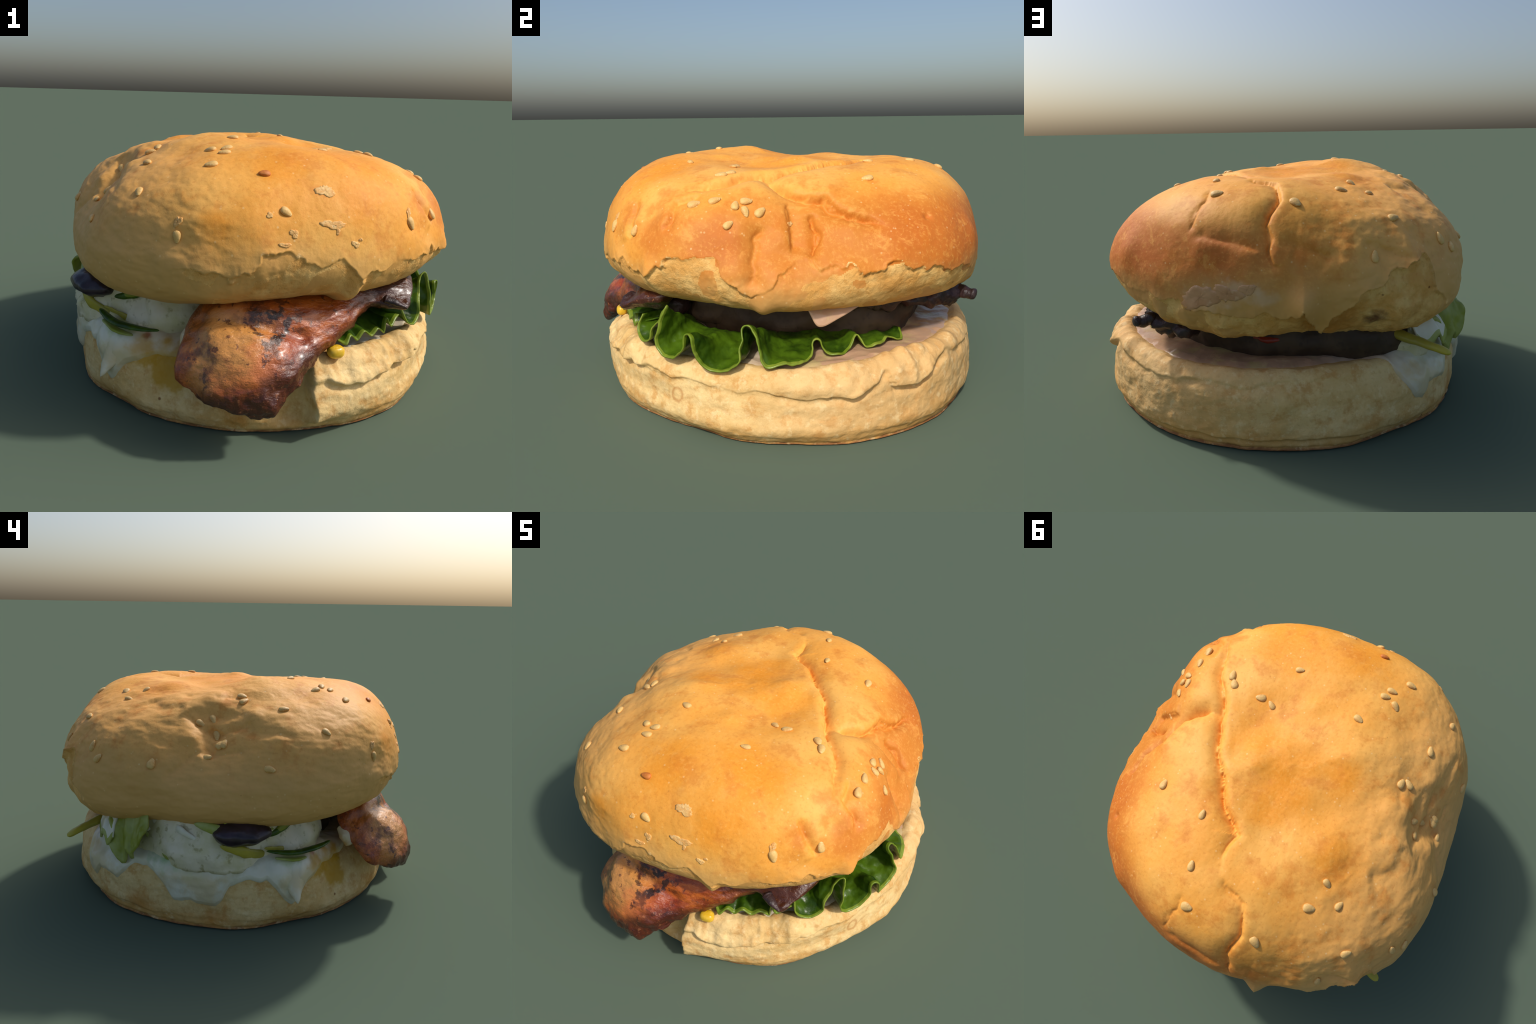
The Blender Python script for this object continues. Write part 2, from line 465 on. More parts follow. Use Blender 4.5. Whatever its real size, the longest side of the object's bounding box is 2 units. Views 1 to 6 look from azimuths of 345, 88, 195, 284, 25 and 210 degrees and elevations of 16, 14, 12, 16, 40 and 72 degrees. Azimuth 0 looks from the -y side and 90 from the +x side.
# Cross-sections of the dented crown, one every 15 degrees: distance from the heart of the bun
# at the polar angles below (0 is straight up).
CROWN_C = np.array([-0.10, 0.0, 0.78])
CROWN_POLAR = [0, 15, 30, 45, 55, 64, 72, 80, 88, 96, 104, 112, 120]
CROWN = [
    [0.318, 0.330, 0.355, 0.403, 0.486, 0.579, 0.648, 0.703, 0.769, 0.865, 0.869, 0.726, 0.574],
    [0.318, 0.332, 0.370, 0.428, 0.505, 0.587, 0.655, 0.725, 0.811, 0.884, 0.865, 0.738, 0.595],
    [0.318, 0.330, 0.373, 0.436, 0.511, 0.604, 0.699, 0.803, 0.902, 0.939, 0.887, 0.763, 0.619],
    [0.318, 0.323, 0.360, 0.429, 0.512, 0.636, 0.763, 0.878, 0.959, 0.988, 0.926, 0.778, 0.625],
    [0.318, 0.317, 0.350, 0.429, 0.531, 0.677, 0.813, 0.910, 0.956, 0.996, 0.958, 0.810, 0.650],
    [0.318, 0.316, 0.349, 0.422, 0.531, 0.696, 0.835, 0.923, 0.964, 0.988, 0.958, 0.844, 0.688],
    [0.318, 0.319, 0.350, 0.411, 0.514, 0.696, 0.838, 0.919, 0.967, 0.982, 0.935, 0.821, 0.690],
    [0.318, 0.321, 0.354, 0.416, 0.519, 0.684, 0.810, 0.894, 0.960, 0.974, 0.902, 0.776, 0.699],
    [0.318, 0.324, 0.357, 0.430, 0.532, 0.644, 0.768, 0.886, 0.953, 0.977, 0.926, 0.818, 0.733],
    [0.318, 0.327, 0.360, 0.438, 0.541, 0.620, 0.737, 0.868, 0.937, 0.990, 0.980, 0.885, 0.727],
    [0.318, 0.328, 0.361, 0.429, 0.518, 0.615, 0.731, 0.851, 0.927, 0.977, 0.963, 0.849, 0.671],
    [0.318, 0.329, 0.363, 0.428, 0.509, 0.623, 0.713, 0.787, 0.862, 0.903, 0.882, 0.788, 0.636],
    [0.318, 0.330, 0.369, 0.443, 0.518, 0.605, 0.652, 0.693, 0.779, 0.852, 0.861, 0.785, 0.644],
    [0.318, 0.332, 0.387, 0.469, 0.535, 0.601, 0.655, 0.714, 0.789, 0.855, 0.860, 0.777, 0.633],
    [0.318, 0.347, 0.409, 0.490, 0.558, 0.625, 0.711, 0.804, 0.867, 0.907, 0.885, 0.773, 0.611],
    [0.318, 0.349, 0.408, 0.491, 0.563, 0.641, 0.745, 0.849, 0.900, 0.924, 0.887, 0.761, 0.588],
    [0.318, 0.347, 0.397, 0.492, 0.575, 0.677, 0.786, 0.874, 0.913, 0.933, 0.881, 0.728, 0.556],
    [0.318, 0.343, 0.383, 0.474, 0.575, 0.686, 0.780, 0.855, 0.901, 0.913, 0.848, 0.698, 0.541],
    [0.318, 0.339, 0.369, 0.454, 0.577, 0.691, 0.769, 0.829, 0.877, 0.889, 0.820, 0.674, 0.532],
    [0.318, 0.327, 0.359, 0.435, 0.554, 0.685, 0.778, 0.836, 0.871, 0.891, 0.836, 0.688, 0.541],
    [0.318, 0.326, 0.353, 0.421, 0.529, 0.665, 0.776, 0.848, 0.886, 0.906, 0.851, 0.702, 0.552],
    [0.318, 0.325, 0.346, 0.405, 0.514, 0.643, 0.757, 0.847, 0.897, 0.918, 0.858, 0.709, 0.560],
    [0.318, 0.326, 0.341, 0.391, 0.497, 0.613, 0.735, 0.846, 0.901, 0.910, 0.846, 0.709, 0.565],
    [0.318, 0.328, 0.344, 0.392, 0.489, 0.596, 0.701, 0.789, 0.839, 0.886, 0.859, 0.722, 0.572],
]
CROWN = np.array(CROWN)
_back = np.exp(-((np.arange(24) * 15 - 102) / 32.0) ** 2)             # the torn back edge hangs lowest
CROWN[:, 10] += 0.008 + 0.014 * _back
CROWN[:, 11] += 0.012 + 0.040 * _back
_h = np.fft.rfft(CROWN[:, 1])
_h[3:] = 0
CROWN[:, 1] = np.fft.irfft(_h, 24)                                     # keep the middle of the crown free of spokes
CROWN_UNDER = 0.27      # the hidden flat underside lies this far below the heart


def crown_base(az, polar):
    """Points of the smooth crown at azimuths/polar angles (degrees, equal shapes)."""
    az, polar = np.broadcast_arrays(np.asarray(az, float), np.asarray(polar, float))
    shp = az.shape
    a, p = az.ravel(), polar.ravel()
    cols = spline_ring(a, CROWN)                                   # (n, 13)
    xs = np.array(CROWN_POLAR, float)
    h = np.diff(xs)
    d = np.diff(cols, axis=1) / h
    m = np.concatenate([np.zeros((len(a), 1)), 0.5 * (d[:, :-1] + d[:, 1:]), d[:, -1:]], 1)
    q = np.minimum(p, 120.0)
    k = np.clip(np.searchsorted(xs, q, side="right") - 1, 0, len(h) - 1)
    r = np.arange(len(a))
    t = (q - xs[k]) / h[k]
    rad = (2 * t ** 3 - 3 * t ** 2 + 1) * cols[r, k] + (t ** 3 - 2 * t ** 2 + t) * h[k] * m[r, k] + (3 * t ** 2 - 2 * t ** 3) * cols[r, k + 1] + (t ** 3 - t ** 2) * h[k] * m[r, k + 1]
    drop = np.minimum(rad * 0.5, 0.30)                                 # underside runs level from the lower lip, easing to the middle
    drop = drop + (CROWN_UNDER - drop) * smooth((p - 128) / 30)
    rad = np.where(p > 120, drop / np.maximum(0.3, -np.cos(np.radians(np.maximum(p, 120)))), rad)
    ta, tp = np.radians(a), np.radians(p)
    out = CROWN_C + rad[:, None] * np.stack([np.sin(tp) * np.cos(ta), np.sin(tp) * np.sin(ta), np.cos(tp)], 1)
    return out.reshape(shp + (3,))


def crown_frame(point):
    """Surface point and normal of the smooth crown in the direction of a nearby point."""
    d = np.asarray(point, float) - CROWN_C
    az, po = math.degrees(math.atan2(d[1], d[0])), math.degrees(math.acos(d[2] / np.linalg.norm(d)))
    e = 1.2
    q = crown_base([az, az - e, az + e, az, az], [po, po, po, po - e, po + e])
    n = unit(np.cross(q[4] - q[3], q[2] - q[1]))
    return q[0], (n if np.dot(n, d) > 0 else -n)


# Where the golden skin ends and the pale crumb begins: (azimuth, polar angle).
SKIN_EDGE = [(0, 92), (5, 91), (7, 95), (12, 94), (21, 95), (28, 94), (35, 95), (45, 97), (60, 98), (75, 100), (90, 101.5), (100, 101), (104, 101), (105.5, 98), (107, 104), (110, 106),
             (113, 101), (119, 97), (127, 92), (134, 89), (138, 90), (139, 97), (145, 103), (158, 104), (170, 103), (182, 101), (194, 101), (205, 101), (216, 99), (228, 96),
             (247, 94), (253, 96), (258, 92), (264, 91), (271, 94), (278, 94), (284, 97), (290, 98), (295, 94), (302, 96), (311, 95), (319, 97.5), (325, 93), (330, 91), (340, 92), (342, 95),
             (347, 99), (349, 101), (352, 99), (356, 95)]
# How strongly it stands proud there.
SKIN_STEP = [(0, 1), (40, 0.8), (60, 0.3), (70, 0.5), (90, 0.9), (104, 1.0), (105.5, 2.6), (115, 2.2), (130, 2.2), (136, 2.0), (142, 0.4), (150, 0.0), (235, 0.0), (250, 0.6), (262, 0.9), (300, 1), (340, 1.0)]

# Splits in the crust as (azimuth, polar) polylines, with half-width, depth, and lift of the left-hand lip.
CRACKS = [
    ([(318, 79), (322, 76), (326, 72), (330, 70), (334, 68), (338, 64), (343, 60), (354, 57), (6, 53), (18, 51), (27, 49), (37, 48), (49, 50), (60, 51), (72, 52), (79, 54), (79, 57), (80, 60), (84, 63), (86, 64)], 0.012, 0.038, 0.014),
    ([(84, 63), (88, 64), (94, 65), (97, 66), (99, 69), (100, 73), (98, 77), (97, 80), (98, 83), (98, 87), (99, 89), (102, 90.5)], 0.008, 0.015, 0.008),
    ([(332, 74), (325, 77), (326, 81), (326, 86)], 0.016, 0.016, -0.008),
    ([(350, 62), (356, 65), (1, 71), (7, 74), (13, 75), (14, 78), (19, 81), (24, 82), (28, 85)], 0.011, 0.030, 0.014),
    ([(346, 56), (352, 62), (357, 68), (1, 72)], 0.025, 0.012, 0.0),
    ([(8, 79), (8, 85), (7, 89), (5, 92)], 0.010, 0.024, 0.008),
    ([(359, 75), (0, 82), (360, 88), (0, 91)], 0.012, 0.010, -0.010),
    ([(351, 82), (350, 89), (350, 93), (349, 99)], 0.02, 0.020, 0.0),
    ([(309, 78), (311, 85), (313, 89)], 0.012, 0.010, -0.010),
    ([(76, 70), (78, 74), (76.5, 78), (78, 83)], 0.005, 0.007, 0.0),
    ([(78, 83), (86, 84), (92, 85), (97, 86)], 0.02, 0.006, -0.005),
    ([(103, 84), (110, 86), (113, 88)], 0.016, 0.008, 0.006),
    ([(120, 84), (128, 87), (133, 89)], 0.012, 0.010, 0.006),
    ([(170, 95), (174, 91), (178, 86), (183, 84), (188, 85), (194, 84), (199, 85.5)], 0.020, 0.012, 0.0),
    ([(166, 68), (178, 70), (190, 71), (202, 71)], 0.035, 0.012, 0.0),
    ([(158, 62), (170, 60), (182, 61), (196, 60)], 0.03, 0.009, 0.0),
    ([(196, 76), (206, 78), (214, 79)], 0.03, 0.008, 0.0),
    ([(170, 70), (177, 74), (184, 80)], 0.022, 0.013, 0.0),
    ([(183, 80), (190, 77), (201, 74)], 0.014, 0.012, 0.0),
    ([(186, 76), (184, 81), (183, 87)], 0.024, 0.014, 0.0),
    ([(148, 66), (160, 69), (170, 67)], 0.028, 0.009, 0.006),
]
# Dents and puffs: a point near the surface, radius, depth (negative pushes out).
DENTS = [((-0.80, 0.05, 0.90), 0.055, -0.030), ((-0.59, 0.01, 1.065), 0.075, -0.022), ((-0.84, -0.015, 0.845), 0.035, -0.016), ((-0.71, -0.21, 0.98), 0.06, -0.012), ((-0.865, -0.09, 0.80), 0.06, 0.010),
         ((-0.78, 0.43, 0.95), 0.08, 0.013), ((-0.44, 0.84, 0.90), 0.09, 0.015), ((-0.955, 0.41, 0.69), 0.10, 0.015), ((-0.20, -0.09, 1.13), 0.09, 0.014), ((-0.30, 0.15, 1.09), 0.08, 0.012),
         ((0.22, -0.50, 1.07), 0.11, 0.016), ((-0.06, -0.28, 1.09), 0.06, -0.014), ((0.46, -0.69, 0.81), 0.06, 0.006), ((0.44, 0.80, 0.79), 0.08, -0.020), ((0.66, -0.04, 0.83), 0.05, -0.014), ((0.16, 0.09, 1.09), 0.06, 0.014),
         ((-0.86, -0.40, 0.80), 0.07, 0.008), ((0.54, -0.55, 0.91), 0.055, 0.014), ((0.50, -0.62, 0.86), 0.045, -0.010), ((0.43, -0.67, 0.9), 0.04, 0.012), ((0.585, 0.57, 0.89), 0.016, 0.012),
         ((-0.31, 0.90, 0.875), 0.03, 0.014), ((-0.46, 0.876, 0.834), 0.028, 0.012), ((-0.714, 0.708, 0.818), 0.04, 0.014),
         ((0.77, -0.06, 0.66), 0.06, -0.014), ((0.75, -0.22, 0.70), 0.05, -0.008), ((0.74, 0.23, 0.7), 0.05, -0.008),
         ((0.52, 0.18, 0.98), 0.08, -0.020), ((0.62, 0.24, 0.88), 0.07, -0.024), ((0.41, -0.07, 1.04), 0.055, 0.018), ((0.29, 0.60, 1.05), 0.07, 0.010), ((-0.06, 0.96, 0.83), 0.09, 0.012), ((-0.31, 0.95, 0.70), 0.06, 0.010), ((-0.70, 0.08, 1.02), 0.05, -0.012), ((-0.69, -0.22, 1.0), 0.05, -0.010), ((-0.2, -0.88, 0.82), 0.10, 0.010),
         ((-0.33, 0.55, 1.07), 0.09, 0.010), ((-0.92, 0.2, 0.66), 0.09, 0.010)]
AX_TOP = (np.array([-0.87, -0.50, 0.0]), np.array([0.5, -0.87, 0.0]))
AX_PX = (np.array([0.0, 1.0, 0.0]), np.array([-0.2, 0.0, 1.0]))
AX_MX = (np.array([0.25, -0.97, 0.0]), np.array([0.25, 0.0, 1.0]))
AX_MY = (np.array([0.96, -0.26, 0.0]), np.array([0.0, 0.2, 1.0]))
AX_PY = (np.array([-0.96, -0.26, 0.0]), np.array([0.0, -0.2, 1.0]))
SEEDS = [  # point, axes of the view it was judged from, lie of the long axis in degrees
    ((0.13, -0.21, 1.06), AX_TOP, 115), ((0.19, -0.22, 1.06), AX_TOP, 170), ((0.094, -0.437, 1.09), AX_TOP, -15), ((-0.27, -0.312, 1.13), AX_TOP, -50), ((-0.417, -0.614, 1.05), AX_TOP, -30),
    ((-0.352, -0.534, 1.09), AX_TOP, -30), ((-0.333, -0.485, 1.10), AX_TOP, -15), ((-0.393, -0.459, 1.09), AX_TOP, -70), ((0.411, 0.352, 1.03), AX_TOP, 65), ((0.162, 0.399, 1.08), AX_TOP, 65),
    ((0.387, -0.282, 1.05), AX_TOP, 75), ((0.598, -0.384, 0.96), AX_PX, 25), ((0.597, -0.30, 0.97), AX_PX, 30), ((0.619, -0.218, 0.953), AX_PX, 80), ((0.598, -0.174, 0.966), AX_PX, 5),
    ((0.637, -0.178, 0.93), AX_PX, -80), ((0.678, -0.245, 0.886), AX_PX, 40), ((0.616, -0.118, 0.923), AX_PX, 45), ((0.096, 0.622, 1.08), AX_TOP, 70), ((0.033, 0.777, 1.04), AX_TOP, -20),
    ((-0.293, 0.772, 1.01), AX_TOP, -70), ((-0.468, 0.428, 1.06), AX_TOP, -60), ((-0.543, 0.471, 1.02), AX_TOP, 40), ((-0.435, 0.542, 1.04), AX_TOP, -15), ((-0.664, 0.639, 0.936), AX_TOP, 20),
    ((-0.857, 0.528, 0.84), AX_MX, 80), ((-0.903, 0.476, 0.798), AX_MX, 35), ((-0.572, -0.133, 1.07), AX_MX, -30), ((-0.60, -0.15, 1.05), AX_MX, 60), ((-0.629, -0.351, 1.025), AX_MX, 10),
    ((-0.684, -0.563, 0.946), AX_MX, -45), ((-0.713, -0.029, 0.984), AX_MX, -65), ((-0.739, 0.022, 0.965), AX_MX, -30), ((-0.75, -0.057, 0.918), AX_MX, -75), ((-0.79, -0.09, 0.88), AX_MX, 60),
    ((-0.80, -0.11, 0.885), AX_MX, 80), ((-0.83, -0.045, 0.83), AX_MX, 5), ((-0.573, -0.782, 0.818), AX_MX, -70), ((-0.186, -0.831, 0.909), AX_MY, -30), ((0.36, -0.752, 0.832), AX_MY, -70),
    ((0.518, -0.629, 0.841), AX_PX, 75), ((-0.86, -0.34, 0.80), AX_MX, -15), ((-0.885, 0.18, 0.80), AX_MX, 80), ((-0.607, 0.79, 0.81), AX_PY, 85), ((0.345, -0.235, 1.05), AX_TOP, 95),
]


def build_top_bun():
    nu, nv = 1300, 355
    az = np.arange(nu) * 360 / nu
    pv = np.concatenate([np.linspace(0, 40, 50, endpoint=False), np.linspace(40, 122, 280, endpoint=False), np.linspace(122, 180, 25)])
    A, Pz = np.meshgrid(az, pv, indexing="ij")
    P = crown_base(A, Pz)
    N = -grid_normals(P)
    N[:, 0] = (0, 0, 1)
    N[:, -1] = (0, 0, -1)
    if (N[:, nv // 2] * (P[:, nv // 2] - CROWN_C)).sum() < 0:
        N = -N
    F, NF = P.reshape(-1, 3), N.reshape(-1, 3)
    a, p = A.ravel(), Pz.ravel()
    disp = 0.0045 * fbm(F, 4.5, 2) + 0.0022 * fbm(F, 11, 3, 3.1) + 0.0007 * fbm(F, 45, 2, 5.0)
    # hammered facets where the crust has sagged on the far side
    far = smooth((-0.25 - F[:, 0]) / 0.3)
    disp += far * (0.007 * fbm(F * [1, 0.8, 1.8], 8, 3, 8.0) - 0.003 * np.abs(fbm(F * [1, 0.7, 2.0], 12, 2, 21.0)))
    wob = fbm(F, 9, 2, 2.0)
    for line, width, depth, lift in CRACKS:
        l = np.array(line, float)
        la = np.degrees(np.unwrap(np.radians(l[:, 0])))
        s = np.concatenate([[0], np.cumsum(np.hypot(np.diff(la), np.diff(l[:, 1])))])
        rough_line = crown_base(np.interp(np.linspace(0, s[-1], 60), s, la), np.interp(np.linspace(0, s[-1], 60), s, l[:, 1]))
        n = max(80, int(np.linalg.norm(np.diff(rough_line, axis=0), axis=1).sum() / 0.0025))
        q = np.linspace(0, s[-1], n)
        smooth_c = crown_base(np.interp(q, s, la), np.interp(q, s, l[:, 1]))
        def wander(k):                                                 # smooth random walk off the line, in line samples
            w = np.hanning(k)
            return np.convolve(rng.normal(0, 1, n + k - 1), w / np.sqrt((w ** 2).sum()), "valid")
        across = unit(np.cross(smooth_c - CROWN_C, np.gradient(smooth_c, axis=0)))
        sharp_c = smooth_c + across * (0.0055 * wander(35) + 0.0022 * wander(11))[:, None]
        reach = 6 * width + 0.04
        near = np.where(((F > smooth_c.min(0) - reach) & (F < smooth_c.max(0) + reach)).all(1))[0]
        if not len(near):
            continue

        def nearest(c):
            best, arg = np.full(len(near), 9.0), np.zeros(len(near), int)
            for k in range(0, len(near), 20000):
                dd = np.linalg.norm(F[near[k:k + 20000], None] - c[None], axis=2)
                arg[k:k + 20000], best[k:k + 20000] = dd.argmin(1), dd.min(1)
            return best, arg
        wide, arg = nearest(smooth_c)
        fine, _ = nearest(sharp_c)
        tang = unit(np.gradient(smooth_c, axis=0))[arg]
        off = (np.cross(NF[near], tang) * (F[near] - smooth_c[arg])).sum(1)
        u = q[arg] / s[-1]
        fade = smooth(u / 0.16) * smooth((1 - u) / 0.16)
        w = width * (0.7 + 0.6 * (0.5 + wob[near]))
        g = -0.55 * depth * np.exp(-(fine / (0.7 * w)) ** 2) - 0.65 * depth * np.exp(-(wide / (1.9 * width + 0.006)) ** 2)
        g += lift * np.tanh(off / (0.7 * width)) * np.where(off < 0, 1.5 * np.exp(-(wide / (3.6 * width + 0.02)) ** 2), 0.8 * np.exp(-(wide / (3.0 * width + 0.006)) ** 2))
        disp[near] += fade * g
    for ce, r, depth in DENTS:
        q, _ = crown_frame(ce)
        d = np.linalg.norm(F - q, axis=1)
        disp -= depth * np.exp(-(d / r) ** 2)
    for pt, _, _ in SEEDS:
        q, _ = crown_frame(pt)
        near = np.where((np.abs(F - q) < 0.09).all(1))[0]
        disp[near] -= 0.0045 * np.exp(-(np.linalg.norm(F[near] - q, axis=1) / 0.030) ** 2)
    # torn lower edge of the golden skin
    edge = ring_lookup(a, SKIN_EDGE) + 2.2 * fbm(np.stack([np.cos(np.radians(a)), np.sin(np.radians(a)), 0 * a], 1), 8, 3, 5.0) + 2.6 * fbm(F, 13, 4, 9.0)
    step = ring_lookup(a, SKIN_STEP)
    flap = smooth((22 - np.abs(np.mod(a - 121 + 180, 360) - 180)) / 5)      # the big back flap keeps its full step
    step = step * np.maximum(flap, np.clip(0.75 + 1.6 * fbm(F, 5, 2, 27.0), 0.15, 1.6))
    t = (edge - p) * 0.0145                                          # metres above the edge, about
    thick = 0.55 + 0.9 * np.clip(0.5 + fbm(F, 6, 2, 4.0), 0, 1)
    up = smooth(t / 0.007 + 0.5)
    curl = np.exp(-np.maximum(t, 0) / 0.016) * up
    vis = smooth((118 - p) / 6)
    disp += step * vis * thick * (0.004 * up * np.exp(-np.maximum(t, 0) / 0.09) + 0.0065 * curl)
    rough = step * (1 - up) * vis
    disp += rough * (0.007 * fbm(F, 14, 4, 6.0) - 0.003)
    disp += np.exp(-((np.mod(a - 84 + 180, 360) - 180) / 22) ** 2) * smooth((p - 97) / 5) * smooth((116 - p) / 4) * (0.02 * fbm(F, 11, 3, 12.0) + 0.012)
    disp *= smooth((150 - p) / 20)
    V = F + NF * disp[:, None]
    # torn tabs hanging from the lower rim
    for taz, tpo, ra, reach, out, down in ((105.5, 99, 3.2, 4.5, 0.06, 0.0), (131.5, 88, 3.0, 3.5, 0.045, 0.0), (120, 95, 6.0, 4, 0.008, 0.0), (283.5, 103, 2.6, 9, 0.012, -0.035), (322, 97, 2.4, 5, 0.022, -0.012), (106, 107, 4.0, 8, 0.008, -0.010), (352, 105, 2.5, 6, 0.008, -0.02),
                                           (85, 106, 3.0, 6, 0.006, -0.018), (113, 108, 3.2, 6, 0.004, -0.02), (129, 103, 3.0, 5, 0.02, -0.01), (68, 104, 2.0, 5, 0.01, -0.02)):
        g = np.exp(-((np.mod(a - taz + 180, 360) - 180) / ra) ** 2 - ((p - tpo) / reach) ** 2)
        V[:, 2] += down * g
        V[:, :2] += out * g[:, None] * np.stack([np.cos(np.radians(a)), np.sin(np.radians(a))], 1)
    faces = grid_faces(nu, nv)
    fa = np.array(faces)
    bare = (step > 0.25) & (t < 0) & (p < 135) & (fbm(F, 5, 3, 31.0) + flap > -0.04)
    pale_lip = (step > 0.4) & (t >= 0) & (t < 0.006 * np.clip(fbm(F, 15, 2, 14.0) + 0.25, 0, 1) * 2)  # lip faces get a pale material: edge highlight drawn in colour
    slots = np.where(bare[fa].sum(1) >= 2, 1, np.where(pale_lip[fa].sum(1) >= 3, 2, 0))
    if (np.cross(V[fa[:, 1]] - V[fa[:, 0]], V[fa[:, 3]] - V[fa[:, 0]]) * NF[fa[:, 0]]).sum() < 0:
        faces = [f[::-1] for f in faces]
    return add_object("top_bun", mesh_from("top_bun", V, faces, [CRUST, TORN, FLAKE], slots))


TOP = build_top_bun()

# ------------------------------------------------------------------ bottom bun

# Radius of the heel's wall every 15 degrees at the ground and at four heights, about the heel's axis.
HEEL_C = np.array([-0.03, 0.0])
HEEL_Z = [0.01, 0.08, 0.15, 0.22, 0.29]
HEEL_R = [
    [0.835, 0.865, 0.855, 0.850, 0.850], [0.868, 0.888, 0.880, 0.875, 0.865], [0.888, 0.910, 0.903, 0.895, 0.880], [0.912, 0.938, 0.935, 0.930, 0.910],
    [0.923, 0.947, 0.945, 0.942, 0.925], [0.938, 0.955, 0.955, 0.952, 0.938], [0.940, 0.955, 0.962, 0.972, 0.955], [0.948, 0.958, 0.962, 0.965, 0.945],
    [0.948, 0.962, 0.958, 0.952, 0.935], [0.925, 0.965, 0.968, 0.962, 0.930], [0.933, 0.958, 0.957, 0.948, 0.915], [0.918, 0.930, 0.930, 0.930, 0.920],
    [0.906, 0.912, 0.912, 0.914, 0.908], [0.898, 0.910, 0.910, 0.906, 0.894], [0.862, 0.896, 0.900, 0.896, 0.878], [0.858, 0.882, 0.866, 0.843, 0.812],
    [0.840, 0.858, 0.836, 0.806, 0.768], [0.830, 0.848, 0.842, 0.820, 0.780], [0.826, 0.850, 0.852, 0.846, 0.815], [0.838, 0.862, 0.864, 0.858, 0.830],
    [0.840, 0.856, 0.842, 0.836, 0.828], [0.815, 0.844, 0.834, 0.840, 0.842], [0.800, 0.842, 0.830, 0.822, 0.818], [0.825, 0.862, 0.850, 0.836, 0.826],
]
HEEL_R = np.array(HEEL_R)
HEEL_R[:, 1:4] += 0.004
HEEL_R[[0, 1, 2, 22, 23], 1:5] += 0.008
HEEL_RIM = [(0, 0.315), (30, 0.325), (60, 0.325), (90, 0.33), (120, 0.335), (150, 0.32), (180, 0.33), (210, 0.335), (240, 0.32), (270, 0.305), (300, 0.295), (320, 0.30), (340, 0.315)]
HEEL_LIP = [(4, 0.215), (14, 0.22), (22, 0.26), (25, 0.295), (26.5, 0.235), (34, 0.235), (42, 0.265), (48, 0.285), (70, 0.27), (90, 0.29), (120, 0.3), (150, 0.3), (250, 0.3), (270, 0.24), (285, 0.20), (300, 0.225), (315, 0.25), (335, 0.24), (352, 0.24)]
HEEL_LIP_OUT = [(6, 0.45), (14, 0.9), (24, 0.4), (26, 0.9), (36, 1.4), (44, 1.2), (50, 0.5), (70, 0.3), (130, 0.1), (260, 0.1), (270, 0.7), (285, 1.2), (300, 1.2), (315, 0.7), (330, 0.2), (350, 0.2)]


def heel_base(az, s):
    """Points of the heel: s runs 0 (middle of the top) .. 4 (rim) .. 8 (wall foot) .. 11 (middle of the base)."""
    az, s = np.broadcast_arrays(np.asarray(az, float), np.asarray(s, float))
    shp = az.shape
    a, q = az.ravel(), s.ravel()
    R = spline_ring(a, HEEL_R)
    rz = ring_lookup(a, HEEL_RIM)
    o = np.zeros(len(a))
    rad = np.stack([o, o + 0.34, o + 0.58, R[:, 4] - 0.13, R[:, 4] - 0.045, R[:, 4] + 0.002, R[:, 3], R[:, 2], R[:, 1], R[:, 0] + 0.004, R[:, 0] - 0.05, o + 0.4, o], 1)
    z = np.stack([o + 0.31, o + 0.31, o + 0.31, rz - 0.008, rz, rz - 0.047, o + 0.22, o + 0.15, o + 0.08, o + 0.018, o, o, o], 1)
    k = np.clip(np.floor(q).astype(int), 0, 11)
    t = q - k
    r = np.arange(len(a))

    def cr(c):
        g = np.empty_like(c)
        g[:, 1:-1] = 0.5 * (c[:, 2:] - c[:, :-2])
        g[:, 0] = c[:, 1] - c[:, 0]
        g[:, -1] = c[:, -1] - c[:, -2]
        return (2 * t ** 3 - 3 * t ** 2 + 1) * c[r, k] + (t ** 3 - 2 * t ** 2 + t) * g[r, k] + (3 * t ** 2 - 2 * t ** 3) * c[r, k + 1] + (t ** 3 - t ** 2) * g[r, k + 1]
    rr, zz = cr(rad), np.maximum(cr(z), 0.0)
    ta = np.radians(a)
    return np.stack([HEEL_C[0] + rr * np.cos(ta), HEEL_C[1] + rr * np.sin(ta), zz], 1).reshape(shp + (3,))


def outward(P, N):
    mid = P.mean((0, 1))
    return N if (N * (P - mid)).sum() > 0 else -N


def heel_normals(az, s):
    P = heel_base(az, s)
    return P, outward(P, grid_normals(P))


